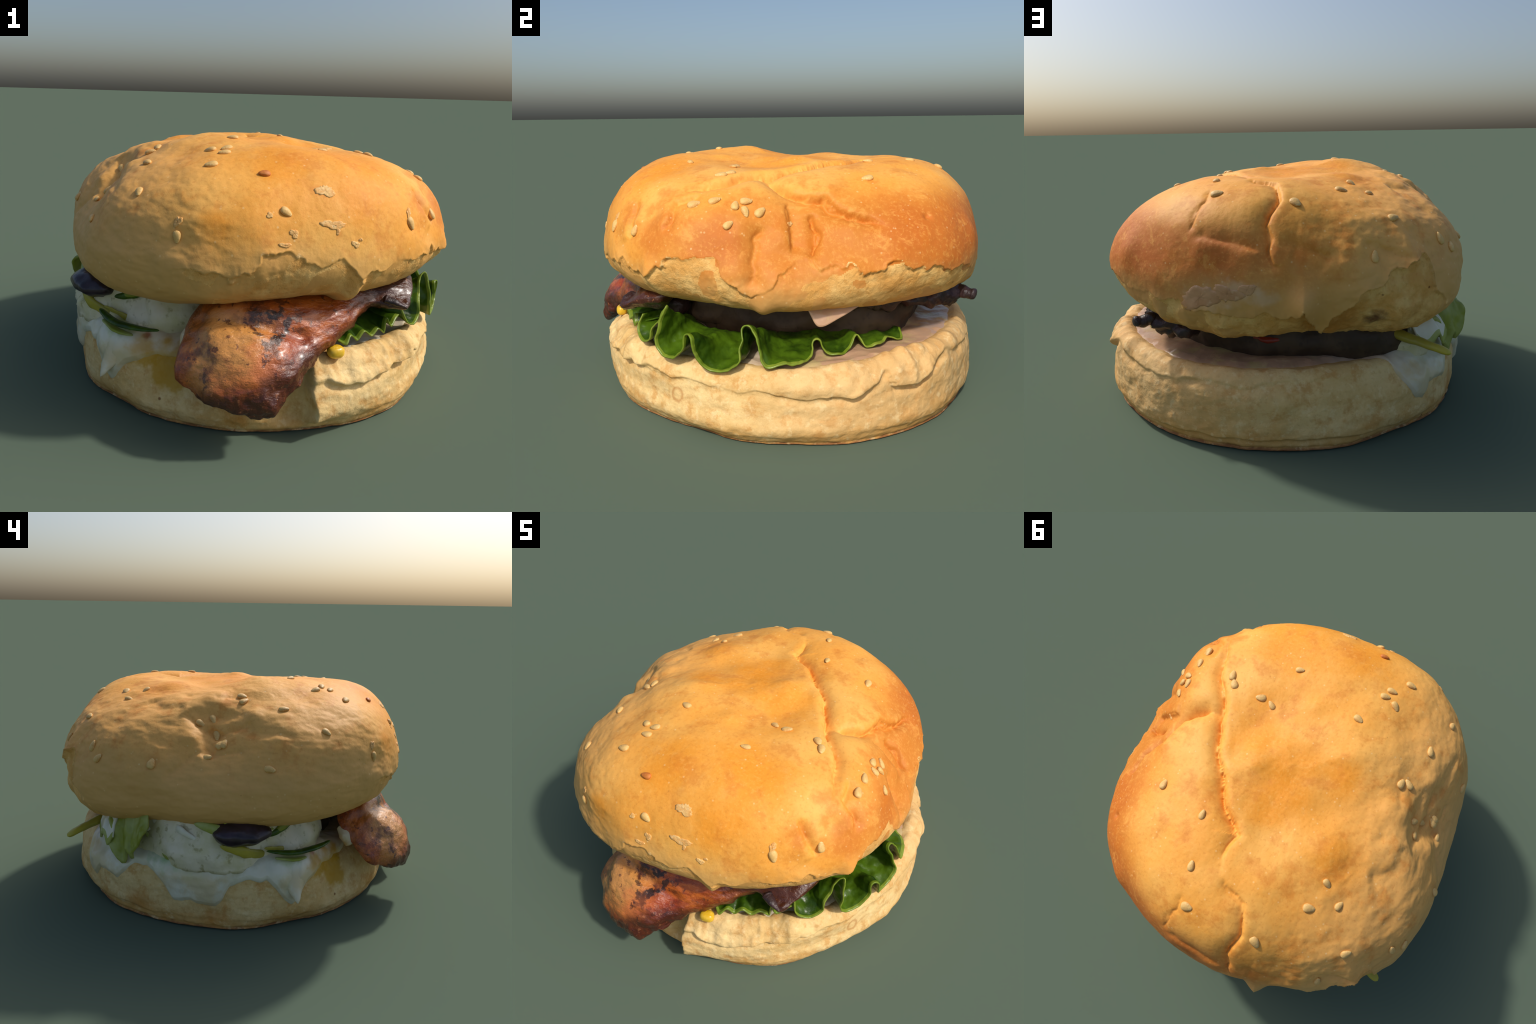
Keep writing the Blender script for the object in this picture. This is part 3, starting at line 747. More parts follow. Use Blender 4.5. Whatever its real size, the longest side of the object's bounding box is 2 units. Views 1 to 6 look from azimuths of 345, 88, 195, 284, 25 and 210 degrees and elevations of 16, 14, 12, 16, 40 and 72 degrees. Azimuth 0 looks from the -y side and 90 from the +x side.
def build_bottom_bun():
    nu = 800
    az = np.arange(nu) * 360 / nu
    s = np.concatenate([np.linspace(0, 2.6, 14, endpoint=False), np.linspace(2.6, 9.6, 120, endpoint=False), np.linspace(9.6, 12, 10)])
    A, Q = np.meshgrid(az, s, indexing="ij")
    P, N = heel_normals(A, Q)
    F, NF, a, q = P.reshape(-1, 3), N.reshape(-1, 3), A.ravel(), Q.ravel()
    ca = np.stack([np.cos(np.radians(a)), np.sin(np.radians(a)), 0 * a], 1)
    wall = smooth((q - 2.4) / 1.2) * smooth((10.2 - q) / 1.0)
    disp = 0.009 * fbm(F, 5, 3, 1.0) - 0.006 * np.abs(fbm(F * [1, 1, 1.6], 10, 3, 9.0)) + 0.0032 * fbm(F, 17, 4, 2.0) * (0.6 + 0.8 * (0.5 + fbm(F, 3, 2, 7.0)))
    # the cut edge overhangs the wall as a torn lip
    lip = ring_lookup(a, HEEL_LIP) + 0.03 * fbm(ca, 5, 4, 3.0)
    out = ring_lookup(a, HEEL_LIP_OUT) * (0.7 + 0.9 * np.clip(0.5 + fbm(ca, 8, 3, 11.0), 0, 1))
    above = smooth((F[:, 2] - lip) / 0.010 + 0.5) * smooth((q - 3.0) / 1.0)
    disp += out * (0.020 * above - 0.009 * np.exp(-((F[:, 2] - lip + 0.016) / 0.016) ** 2))
    disp += (0.2 + out) * above * 0.012 * fbm(F, 10, 4, 5.0)
    # a lower crust ridge at the back
    ridge = 0.055 + 0.02 * fbm(ca, 6, 3, 8.0)
    back = ring_lookup(a, [(0, 0.1), (60, 0.4), (80, 1), (125, 1), (140, 0.4), (180, 0.2), (300, 0.2)])
    disp += back * 0.010 * smooth((F[:, 2] - ridge) / 0.012 + 0.5) * np.exp(-np.maximum(F[:, 2] - ridge, 0) / 0.06)
    disp -= back * 0.007 * np.exp(-((F[:, 2] - ridge + 0.014) / 0.012) ** 2)
    V = F + NF * (disp * wall)[:, None]
    notch = np.exp(-((np.mod(a - 262.0 + 180, 360) - 180) / 5.0) ** 2) * smooth((F[:, 2] - 0.03) / 0.05) * wall
    V -= (0.045 * notch)[:, None] * ca
    # a flap of crust peels forward beside the chicken
    da = np.mod(a - 268.0 + 180, 360) - 180
    z = F[:, 2]
    prof = spline_open(np.clip(z, 0.0, 0.34), [0.0, 0.05, 0.09, 0.12, 0.18, 0.25, 0.31, 0.34], [0.0, 0.012, 0.072, 0.080, 0.066, 0.052, 0.036, 0.012])
    g = smooth((da + 1.0 + 0.5 * np.sin(z * 40)) / 1.3) * np.exp(-np.maximum(da, 0) / 8.0) * prof * smooth((q - 3.2) / 1.0) * (q < 9.6)
    V += g[:, None] * ca
    # bumps of crumb standing on the far rim
    for baz, bz, r, h in ((46, 0.29, 0.05, 0.03), (52, 0.33, 0.05, 0.02), (38, 0.27, 0.04, 0.012), (304, 0.29, 0.045, 0.015), (356, 0.30, 0.05, 0.012)):
        c = heel_base([baz], [4.6])[0]
        c[2] = bz
        d = np.linalg.norm(V - c, axis=1)
        V += NF * (h * np.exp(-(d / r) ** 2))[:, None]
    V[:, 2] = np.maximum(V[:, 2], 0.0)
    faces = grid_faces(nu, len(s))
    fa = np.array(faces)
    if (np.cross(V[fa[:, 1]] - V[fa[:, 0]], V[fa[:, 3]] - V[fa[:, 0]]) * NF[fa[:, 0]]).sum() < 0:
        faces = [f[::-1] for f in faces]
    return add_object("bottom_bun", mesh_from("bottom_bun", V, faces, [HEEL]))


BOTTOM = build_bottom_bun()

# ------------------------------------------------------------------ sauce

# How far the sauce runs over the heel: (azimuth, profile station); above 5 it runs down the wall.
SAUCE_END = [(0, 3.6), (30, 3.7), (45, 3.8), (60, 3.5), (100, 3.3), (128, 3.4), (134, 4.6), (138, 6.2), (141, 7.0), (143.5, 7.2), (146, 6.3), (150, 6.5), (154, 6.7), (157, 6.0), (160, 5.0), (165, 4.8),
             (168, 5.4), (171, 6.3), (174, 7.2), (178, 7.1), (182, 7.3), (187, 7.3), (189, 6.8), (191, 5.9), (196, 5.5), (202, 5.5), (205, 6.2), (208, 7.2), (210, 7.4), (212, 7.0), (215, 6.0),
             (220, 5.6), (228, 5.2), (236, 4.9), (246, 4.4), (258, 4.1), (268, 4.2), (274, 4.5), (284, 4.9), (294, 4.7), (304, 4.2), (315, 3.8), (340, 3.7)]


def build_sauce():
    nu, nv = 520, 90
    az = np.arange(nu) * 360 / nu
    ca = np.stack([np.cos(np.radians(az)), np.sin(np.radians(az)), 0 * az], 1)
    end = ring_lookup(az, SAUCE_END) + 0.35 * fbm(ca, 9, 3, 4.0)
    v = np.linspace(0, 1, nv) ** 0.7
    A = np.repeat(az[:, None], nv, 1)
    Q = 1.0 + v[None] * (end[:, None] - 1.0)
    P, N = heel_normals(A, Q)
    F = P.reshape(-1, 3)
    run = smooth((end - 4.6) / 1.2)[:, None]
    edge = (1 - v)[None] * (end[:, None] - 1.0) * 0.075                # metres to the sauce's own edge
    t = 0.020 * np.sqrt(np.clip(edge / 0.03, 0, 1)) - 0.008
    body = np.clip(0.5 + fbm(F, 7, 3, 2.0), 0, 1).reshape(P.shape[:2])
    t = t * (0.6 + 0.8 * body) + 0.016 * run * smooth(edge / 0.12) * body
    t = t + 0.010 * fbm(F, 5, 2, 6.0).reshape(P.shape[:2]) * smooth(edge / 0.1)
    V = P + N * t[..., None]
    faces = grid_faces(nu, nv)
    fa = np.array(faces)
    Vf, NF = V.reshape(-1, 3), N.reshape(-1, 3)
    if (np.cross(Vf[fa[:, 1]] - Vf[fa[:, 0]], Vf[fa[:, 3]] - Vf[fa[:, 0]]) * NF[fa[:, 0]]).sum() < 0:
        faces = [f[::-1] for f in faces]
    return add_object("sauce_spread", mesh_from("sauce_spread", V, faces, [SAUCE]))


SPREAD = build_sauce()


def tube(name, points, radii, mat, sides=20, n=40, flat=1.0, up=(0, 0, 1), rough=0.0, parent=None, seed=0.0):
    """A closed sweep through points; radii along it; flat squeezes it across `up`."""
    c = curve3(points, n)
    r = np.interp(np.linspace(0, 1, n), np.linspace(0, 1, len(radii)), radii)
    tg = unit(np.gradient(c, axis=0))
    side = unit(np.cross(tg, np.array(up, float)))
    top = unit(np.cross(side, tg))
    cap = np.sqrt(np.clip(1 - (1 - np.clip(np.minimum(np.arange(n), np.arange(n)[::-1]) / 3.0, 0, 1)) ** 2, 0.0004, 1))
    ang = np.arange(sides) * TAU / sides
    ring = side[:, None] * np.cos(ang)[None, :, None] + top[:, None] * (np.sin(ang) * flat)[None, :, None]
    P = c[:, None] + ring * (r * cap)[:, None, None]
    if rough:
        f = P.reshape(-1, 3)
        P = P + unit(ring) * (rough * fbm(f, 16, 4, seed)).reshape(P.shape[:2])[..., None] * cap[:, None, None]
    faces = [(k * sides + i, k * sides + (i + 1) % sides, (k + 1) * sides + (i + 1) % sides, (k + 1) * sides + i) for k in range(n - 1) for i in range(sides)]
    faces += [tuple(range(sides))[::-1], tuple(range((n - 1) * sides, n * sides))]
    return add_object(name, mesh_from(name, P, faces, [mat]), parent)


# the long drip that hangs clear of the wall, a strand pulled between the layers, a dab on the chicken
tube("sauce_drip", [(-0.73, -0.41, 0.33), (-0.775, -0.44, 0.28), (-0.815, -0.465, 0.22), (-0.86, -0.49, 0.156)], [0.085, 0.072, 0.04, 0.006], SAUCE, flat=0.62, up=(-0.8, -0.55, 0.2), rough=0.006)
tube("sauce_dab", [(-0.49, -0.63, 0.42), (-0.52, -0.66, 0.39), (-0.54, -0.69, 0.34)], [0.02, 0.034, 0.02], SAUCE, flat=0.7, up=(-1, 0, 0.2))

# ------------------------------------------------------------------ chicken

# Cross-sections of the grilled fillet across its length: x, then (y, z) round the outline from
# the hidden upper inside, over the top, down the front and back along the underside.
FILLET = [
    (-0.585, [(-0.765, 0.30), (-0.77, 0.315), (-0.785, 0.32), (-0.80, 0.31), (-0.807, 0.295), (-0.803, 0.28), (-0.79, 0.277), (-0.775, 0.285), (-0.768, 0.293)]),
    (-0.56, [(-0.71, 0.35), (-0.725, 0.375), (-0.755, 0.38), (-0.80, 0.345), (-0.83, 0.305), (-0.835, 0.265), (-0.81, 0.255), (-0.765, 0.295), (-0.72, 0.335)]),
    (-0.515, [(-0.645, 0.42), (-0.70, 0.435), (-0.765, 0.42), (-0.83, 0.375), (-0.875, 0.315), (-0.88, 0.255), (-0.85, 0.24), (-0.785, 0.305), (-0.68, 0.385)]),
    (-0.47, [(-0.61, 0.48), (-0.71, 0.50), (-0.79, 0.47), (-0.87, 0.41), (-0.92, 0.32), (-0.925, 0.24), (-0.89, 0.225), (-0.81, 0.30), (-0.68, 0.40)]),
    (-0.40, [(-0.60, 0.52), (-0.73, 0.535), (-0.81, 0.48), (-0.90, 0.415), (-0.955, 0.32), (-0.965, 0.225), (-0.93, 0.205), (-0.845, 0.29), (-0.70, 0.40)]),
    (-0.30, [(-0.60, 0.54), (-0.74, 0.55), (-0.84, 0.485), (-0.93, 0.41), (-0.978, 0.31), (-0.987, 0.20), (-0.955, 0.178), (-0.87, 0.28), (-0.72, 0.39)]),
    (-0.22, [(-0.60, 0.55), (-0.74, 0.55), (-0.835, 0.485), (-0.92, 0.405), (-0.972, 0.315), (-0.972, 0.225), (-0.94, 0.205), (-0.85, 0.26), (-0.70, 0.345)]),
    (-0.13, [(-0.60, 0.55), (-0.73, 0.545), (-0.815, 0.48), (-0.88, 0.41), (-0.92, 0.345), (-0.917, 0.285), (-0.895, 0.27), (-0.82, 0.30), (-0.70, 0.35)]),
    (-0.03, [(-0.60, 0.555), (-0.72, 0.54), (-0.80, 0.48), (-0.838, 0.43), (-0.856, 0.39), (-0.85, 0.35), (-0.835, 0.34), (-0.78, 0.345), (-0.68, 0.37)]),
    (0.10, [(-0.58, 0.56), (-0.68, 0.545), (-0.755, 0.495), (-0.778, 0.458), (-0.79, 0.428), (-0.785, 0.405), (-0.78, 0.39), (-0.74, 0.385), (-0.65, 0.39)]),
    (0.18, [(-0.56, 0.565), (-0.66, 0.55), (-0.71, 0.515), (-0.725, 0.49), (-0.737, 0.465), (-0.73, 0.445), (-0.71, 0.425), (-0.68, 0.42), (-0.60, 0.42)]),
    (0.26, [(-0.54, 0.565), (-0.63, 0.56), (-0.675, 0.53), (-0.692, 0.505), (-0.70, 0.485), (-0.695, 0.465), (-0.68, 0.45), (-0.65, 0.445), (-0.58, 0.44)]),
    (0.34, [(-0.52, 0.57), (-0.60, 0.57), (-0.66, 0.545), (-0.695, 0.51), (-0.725, 0.485), (-0.72, 0.465), (-0.69, 0.457), (-0.65, 0.46), (-0.58, 0.46)]),
    (0.39, [(-0.50, 0.57), (-0.58, 0.57), (-0.65, 0.545), (-0.70, 0.505), (-0.738, 0.478), (-0.732, 0.464), (-0.69, 0.466), (-0.64, 0.475), (-0.57, 0.475)]),
    (0.46, [(-0.49, 0.56), (-0.55, 0.57), (-0.61, 0.55), (-0.645, 0.53), (-0.655, 0.515), (-0.65, 0.50), (-0.62, 0.495), (-0.58, 0.49), (-0.53, 0.495)]),
    (0.50, [(-0.53, 0.545), (-0.545, 0.55), (-0.56, 0.545), (-0.57, 0.54), (-0.572, 0.532), (-0.57, 0.525), (-0.56, 0.52), (-0.55, 0.52), (-0.54, 0.53)]),
]


def build_fillet():
    nx, nr = 190, 110
    xs = np.array([s[0] for s in FILLET])
    outl = np.array([s[1] for s in FILLET])                            # (sections, 9, 2)
    ring = spline_ring
    az = np.arange(nr) * 360 / nr
    dense = np.stack([ring(az, o) for o in outl])                       # (sections, nr, 2)
    x = np.linspace(xs[0], xs[-1], nx)
    D = spline_open(x, xs, dense.reshape(len(xs), -1)).reshape(nx, nr, 2)
    P = np.concatenate([np.broadcast_to(x[:, None, None], (nx, nr, 1)), D], 2)
    N = grid_normals(P.transpose(1, 0, 2)).transpose(1, 0, 2)
    cen = P.mean(1, keepdims=True)
    if (N * (P - cen)).sum() < 0:
        N = -N
    F = P.reshape(-1, 3)
    ends = smooth(np.minimum(x - xs[0], xs[-1] - x) / 0.05)[:, None]
    d = 0.014 * fbm(F, 6, 2, 1.0) + 0.005 * fbm(F * [0.7, 1.5, 1.5], 17, 3, 3.0)
    rim = np.exp(-(np.clip(F[:, 2] - (0.25 + np.clip(F[:, 0] + 0.3, 0, 0.7) * 0.3), 0, 1) / 0.05) ** 2)
    d += rim * 0.026 * fbm(F * [1.2, 0.8, 0.8], 11, 4, 9.0)
    # a crease where the meat folds over
    cre = curve3([(-0.52, -0.70, 0.47), (-0.36, -0.80, 0.49), (-0.22, -0.85, 0.48), (-0.10, -0.86, 0.44)], 80)
    dist = np.full(len(F), 9.0)
    for k in range(0, len(F), 5000):
        dist[k:k + 5000] = np.linalg.norm(F[k:k + 5000, None] - cre[None], axis=2).min(1)
    d -= 0.018 * np.exp(-(dist / 0.03) ** 2)
    V = P + N * (d.reshape(nx, nr) * ends)[..., None]
    faces = [(i * nr + k, i * nr + (k + 1) % nr, (i + 1) * nr + (k + 1) % nr, (i + 1) * nr + k) for i in range(nx - 1) for k in range(nr)]
    faces += [tuple(range(nr))[::-1], tuple(range((nx - 1) * nr, nx * nr))]
    Vf, NF, fa = V.reshape(-1, 3), N.reshape(-1, 3), np.array(faces[:-2])
    if (np.cross(Vf[fa[:, 1]] - Vf[fa[:, 0]], Vf[fa[:, 3]] - Vf[fa[:, 0]]) * NF[fa[:, 0]]).sum() < 0:
        faces = [f[::-1] for f in faces]
    return add_object("chicken_fillet", mesh_from("chicken_fillet", V, faces, [CHICKEN]))


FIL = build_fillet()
# burnt tail of the fillet
tube("charred_tip", [(0.30, -0.70, 0.50), (0.345, -0.728, 0.485), (0.388, -0.750, 0.468)], [0.03, 0.022, 0.006], CHAR, flat=0.7, rough=0.012)
tube("charred_meat", [(-0.02, -0.60, 0.42), (0.12, -0.58, 0.42), (0.24, -0.54, 0.43), (0.36, -0.47, 0.46)], [0.06, 0.075, 0.07, 0.05], CHAR, flat=0.8, rough=0.03)

# ------------------------------------------------------------------ inner fillings


def body_of_rings(name, levels, mat, rough=0.02, scale=8, seed=0.0, arc=None, n=220, sub=5):
    """A closed lump: levels are (z, [(azimuth, radius)...]) from bottom to top."""
    az = np.arange(n) * 360 / n
    zs = np.array([l[0] for l in levels], float)
    rr = np.stack([ring_lookup(az, l[1]) for l in levels])
    zz = np.linspace(zs[0], zs[-1], (len(zs) - 1) * sub + 1)
    rr = spline_open(zz, zs, rr)
    rr = np.concatenate([rr[:1] * 0.9, rr, rr[-1:] * 0.9])
    zz = np.concatenate([zz[:1] - 0.004, zz, zz[-1:] + 0.004])
    ta = np.radians(az)
    P = np.stack([HEEL_C[0] + rr * np.cos(ta), rr * np.sin(ta), np.broadcast_to(zz[:, None], rr.shape)], 2)
    F = P.reshape(-1, 3)
    rad = np.stack([np.cos(ta), np.sin(ta), 0 * ta], 1)
    P = P + rad[None] * (rough * fbm(F, scale, 4, seed)).reshape(rr.shape)[..., None]
    m = len(zz)
    faces = [(k * n + i, k * n + (i + 1) % n, (k + 1) * n + (i + 1) % n, (k + 1) * n + i) for k in range(m - 1) for i in range(n)]
    faces += [tuple(range(n))[::-1], tuple(range((m - 1) * n, m * n))]
    return add_object(name, mesh_from(name, P, faces, [mat]))


PATTY = [(0, 0.50), (20, 0.56), (40, 0.66), (58, 0.70), (75, 0.71), (90, 0.73), (105, 0.75), (118, 0.79), (132, 0.88), (145, 0.88), (160, 0.80), (180, 0.76), (225, 0.66), (250, 0.60), (270, 0.56), (290, 0.54), (310, 0.50), (340, 0.48)]
body_of_rings("meat_patty", [(0.30, [(a, r - 0.03) for a, r in PATTY]), (0.40, PATTY), (0.48, [(a, r - 0.02) for a, r in PATTY]), (0.56, [(a, r - 0.06) for a, r in PATTY])], MEAT, 0.035, 7, 1.0)
SLAW_FOOT = [(0, 0.25), (116, 0.4), (130, 0.74), (140, 0.90), (150, 0.92), (158, 0.89), (166, 0.875), (174, 0.905), (182, 0.925), (190, 0.925), (198, 0.885), (206, 0.825), (214, 0.78), (224, 0.73), (234, 0.66), (244, 0.56), (252, 0.42), (262, 0.25)]
body_of_rings("salad_filling", [(0.30, SLAW_FOOT), (0.36, [(a, r + 0.005 if r > 0.55 else r) for a, r in SLAW_FOOT]), (0.44, [(a, r - 0.015 if r > 0.55 else r) for a, r in SLAW_FOOT]),
                                (0.56, [(a, r - 0.05 if r > 0.6 else r) for a, r in SLAW_FOOT])], SLAW, 0.06, 6, 5.0)

# charred meat showing below the bun at the back corner
tube("charred_meat", [(0.54, 0.25, 0.52), (0.49, 0.38, 0.51), (0.42, 0.52, 0.505), (0.37, 0.65, 0.495), (0.31, 0.75, 0.478), (0.22, 0.79, 0.465), (0.13, 0.79, 0.465)], [0.03, 0.05, 0.05, 0.055, 0.075, 0.075, 0.04], CHAR, flat=0.75, rough=0.05, seed=4.0, n=70, sides=36)
tube("charred_knob", [(0.34, 0.80, 0.49), (0.385, 0.85, 0.492), (0.40, 0.875, 0.487)], [0.03, 0.035, 0.02], CHAR, flat=0.9, rough=0.02)


def lump(name, centre, radii, mat, rough=0.01, scale=12, seed=0.0, power=2.0, yaw=0.0, seg=48, parent=None):
    """A noisy superellipsoid."""
    th = np.arange(seg) * TAU / seg
    ph = np.linspace(0, math.pi, seg // 2 + 1)
    T, Fi = np.meshgrid(th, ph, indexing="ij")
    d = np.stack([np.sin(Fi) * np.cos(T), np.sin(Fi) * np.sin(T), np.cos(Fi)], 2)
    k = (np.abs(d) ** power).sum(2) ** (-1 / power)
    p = d * k[..., None] * np.array(radii)
    p = p * (1 + rough / min(radii) * fbm((p + seed).reshape(-1, 3), scale, 3, seed).reshape(T.shape))[..., None]
    c, s = math.cos(yaw), math.sin(yaw)
    p = np.stack([p[..., 0] * c - p[..., 1] * s, p[..., 0] * s + p[..., 1] * c, p[..., 2]], 2) + np.array(centre)
    return add_object(name, mesh_from(name, p, grid_faces(seg, len(ph), flip=True), [mat]), parent)


lump("black_olive", (-0.84, -0.19, 0.482), (0.125, 0.15, 0.062), OLIVE, 0.014, 9, 1.0, 2.0, 0.2)
lump("pickle_slice", (0.27, -0.15, 0.43), (0.10, 0.28, 0.085), MEAT, 0.010, 10, 2.0, 4.0, 0.0)
lump("pickle_slice", (0.26, 0.36, 0.41), (0.10, 0.18, 0.075), PICKLE, 0.010, 10, 3.0, 3.5, 0.2)
lump("tomato_slice", (-0.24, 0.60, 0.415), (0.22, 0.12, 0.03), TOMATO, 0.01, 9, 6.0, 3.0, 0.3)
lump("corn_kernel", (0.046, -0.818, 0.338), (0.036, 0.028, 0.026), CORN, 0.003, 20, 1.0, 2.4, 0.2)

# ------------------------------------------------------------------ leaves


def leaf(name, edge, root, mats, n=220, m=26, thick=0.010, bulge=0.03, crinkle=0.008, seed=0.0, sag=0.0):
    """A ruffled leaf between a root curve and an edge curve, given real thickness."""
    e, r = curve3(edge, n), curve3(root, n)
    v = np.linspace(0, 1, m)
    P = r[:, None] * (1 - v)[None, :, None] + e[:, None] * v[None, :, None]
    # the ruffle grows towards the edge: heights ease in late
    base = (r[:, None, 2] * (1 - v) + np.convolve(np.pad(e[:, 2], 15, mode="edge"), np.ones(31) / 31, "valid")[:, None] * v)
    P[..., 2] = base + (e[:, 2] - base[:, -1])[:, None] * v[None] ** 1.6 + bulge * np.sin(v * math.pi)[None] - sag * np.sin(v * math.pi)[None] ** 2
    f = P.reshape(-1, 3)
    N = grid_normals(P, closed_u=False)
    P = P + N * (crinkle * fbm(f, 10, 3, seed)).reshape(n, m)[..., None]
    N = grid_normals(P, closed_u=False)
    half = thick * 0.5 * (1 - 0.45 * v)[None, :, None]
    top, bot = P + N * half, P - N * half
    V = np.concatenate([top.reshape(-1, 3), bot.reshape(-1, 3)])
    o = n * m
    faces, slots = [], []
    for i in range(n - 1):
        for k in range(m - 1):
            q = (i * m + k, (i + 1) * m + k, (i + 1) * m + k + 1, i * m + k + 1)
            sl = 1 if k >= m - 3 else 0
            faces += [q, tuple(o + x for x in q[::-1])]
            slots += [sl, sl]
        faces += [(i * m + m - 1, (i + 1) * m + m - 1, o + (i + 1) * m + m - 1, o + i * m + m - 1), (i * m, o + i * m, o + (i + 1) * m, (i + 1) * m)]
        slots += [1, 0]
    for k in range(m - 1):
        faces += [(k, k + 1, o + k + 1, o + k), ((n - 1) * m + k, o + (n - 1) * m + k, o + (n - 1) * m + k + 1, (n - 1) * m + k + 1)]
        slots += [0, 0]
    return add_object(name, mesh_from(name, V, faces, mats, slots))


leaf("lettuce_leaf",
     [(0.42, -0.64, 0.44), (0.44, -0.665, 0.385), (0.49, -0.645, 0.350), (0.54, -0.60, 0.365), (0.555, -0.565, 0.44), (0.585, -0.515, 0.530), (0.605, -0.510, 0.540), (0.615, -0.545, 0.47), (0.615, -0.565, 0.385), (0.640, -0.535, 0.345), (0.685, -0.485, 0.352),
      (0.715, -0.445, 0.40), (0.728, -0.418, 0.452), (0.745, -0.405, 0.450), (0.750, -0.390, 0.385), (0.745, -0.355, 0.325), (0.755, -0.315, 0.318), (0.78, -0.255, 0.335), (0.79, -0.225, 0.36), (0.765, -0.200, 0.43), (0.735, -0.190, 0.487), (0.745, -0.165, 0.485), (0.775, -0.145, 0.40),
      (0.795, -0.11, 0.345), (0.79, -0.04, 0.340), (0.765, 0.03, 0.338), (0.715, 0.075, 0.345), (0.66, 0.105, 0.385), (0.668, 0.15, 0.345), (0.675, 0.20, 0.338), (0.635, 0.245, 0.350), (0.60, 0.285, 0.390), (0.615, 0.33, 0.345), (0.60, 0.385, 0.338), (0.545, 0.44, 0.355), (0.53, 0.50, 0.338), (0.46, 0.51, 0.36)],
     [(0.26, -0.52, 0.43), (0.40, -0.40, 0.385), (0.48, -0.26, 0.37), (0.48, -0.10, 0.365), (0.44, 0.06, 0.365), (0.39, 0.20, 0.365), (0.31, 0.36, 0.37)],
     [LEAF, LEAF_EDGE], n=620, m=40, bulge=0.0, sag=0.0, crinkle=0.022, seed=2.0)
leaf("lettuce_leaf",
     [(0.07, -0.775, 0.36), (0.10, -0.80, 0.352), (0.13, -0.775, 0.375), (0.165, -0.765, 0.350), (0.20, -0.752, 0.38), (0.24, -0.742, 0.352), (0.275, -0.725, 0.375), (0.315, -0.705, 0.345), (0.325, -0.70, 0.41),
      (0.35, -0.70, 0.37), (0.38, -0.675, 0.39), (0.41, -0.65, 0.40)],
     [(0.06, -0.62, 0.40), (0.2, -0.60, 0.40), (0.35, -0.52, 0.41)], [LEAF, LEAF_EDGE], n=160, m=18, bulge=0.0, seed=5.0)
leaf("sauce_scrap", [(0.62, 0.05, 0.56), (0.655, 0.075, 0.51), (0.685, 0.11, 0.462), (0.665, 0.20, 0.490), (0.63, 0.31, 0.545)], [(0.60, 0.12, 0.57), (0.63, 0.15, 0.535), (0.64, 0.18, 0.525), (0.62, 0.24, 0.55), (0.59, 0.29, 0.57)],
     [SAUCE, SAUCE], n=60, m=12, thick=0.012, bulge=0.004, crinkle=0.006, seed=3.0)
# pale cabbage, folded, on the far corner
leaf("cabbage_leaf", [(-0.80, 0.49, 0.45), (-0.865, 0.475, 0.40), (-0.905, 0.43, 0.33), (-0.915, 0.37, 0.275), (-0.94, 0.335, 0.36), (-0.95, 0.305, 0.325), (-0.97, 0.275, 0.37), (-0.98, 0.24, 0.43), (-0.94, 0.215, 0.49)],
     [(-0.74, 0.46, 0.53), (-0.80, 0.39, 0.54), (-0.84, 0.31, 0.54), (-0.84, 0.24, 0.54)], [CABBAGE, CABBAGE], n=120, m=24, thick=0.022, bulge=0.03, crinkle=0.022, seed=7.0)
leaf("cabbage_leaf", [(-0.78, 0.56, 0.40), (-0.83, 0.53, 0.36), (-0.87, 0.49, 0.40), (-0.89, 0.46, 0.35), (-0.90, 0.42, 0.40)],
     [(-0.70, 0.52, 0.50), (-0.76, 0.47, 0.51), (-0.80, 0.42, 0.52)], [SAUCE, CABBAGE], n=70, m=16, thick=0.016, bulge=0.02, crinkle=0.016, seed=9.0)
tube("cabbage_shred", [(-0.60, 0.50, 0.43), (-0.72, 0.58, 0.415), (-0.80, 0.615, 0.405), (-0.87, 0.645, 0.395), (-0.918, 0.662, 0.384)], [0.034, 0.034, 0.028, 0.024, 0.018], STALK, flat=0.7, rough=0.004)
tube("cabbage_shred", [(-0.66, 0.52, 0.42), (-0.76, 0.50, 0.46), (-0.85, 0.44, 0.455), (-0.86, 0.42, 0.38), (-0.82, 0.47, 0.36)], [0.02, 0.022, 0.022, 0.02, 0.012], CABBAGE, flat=0.6, rough=0.004)
tube("cabbage_shred", [(-0.85, -0.33, 0.40), (-0.80, -0.44, 0.385), (-0.71, -0.54, 0.385), (-0.62, -0.60, 0.39)], [0.01, 0.022, 0.02, 0.01], LEAF, flat=0.5, rough=0.004)
tube("cabbage_shred", [(-0.84, -0.37, 0.365), (-0.78, -0.46, 0.345), (-0.72, -0.50, 0.335)], [0.008, 0.018, 0.008], CABBAGE, flat=0.5, rough=0.004)
tube("cabbage_shred", [(-0.88, 0.20, 0.40), (-0.905, 0.12, 0.37), (-0.90, 0.04, 0.375)], [0.02, 0.045, 0.02], CABBAGE, flat=0.5, rough=0.006, up=(-1, 0, 0.4))
tube("cabbage_shred", [(-0.87, 0.21, 0.36), (-0.905, 0.19, 0.29), (-0.925, 0.15, 0.22)], [0.008, 0.011, 0.005], STALK, flat=0.7, up=(-1, 0, 0.2))

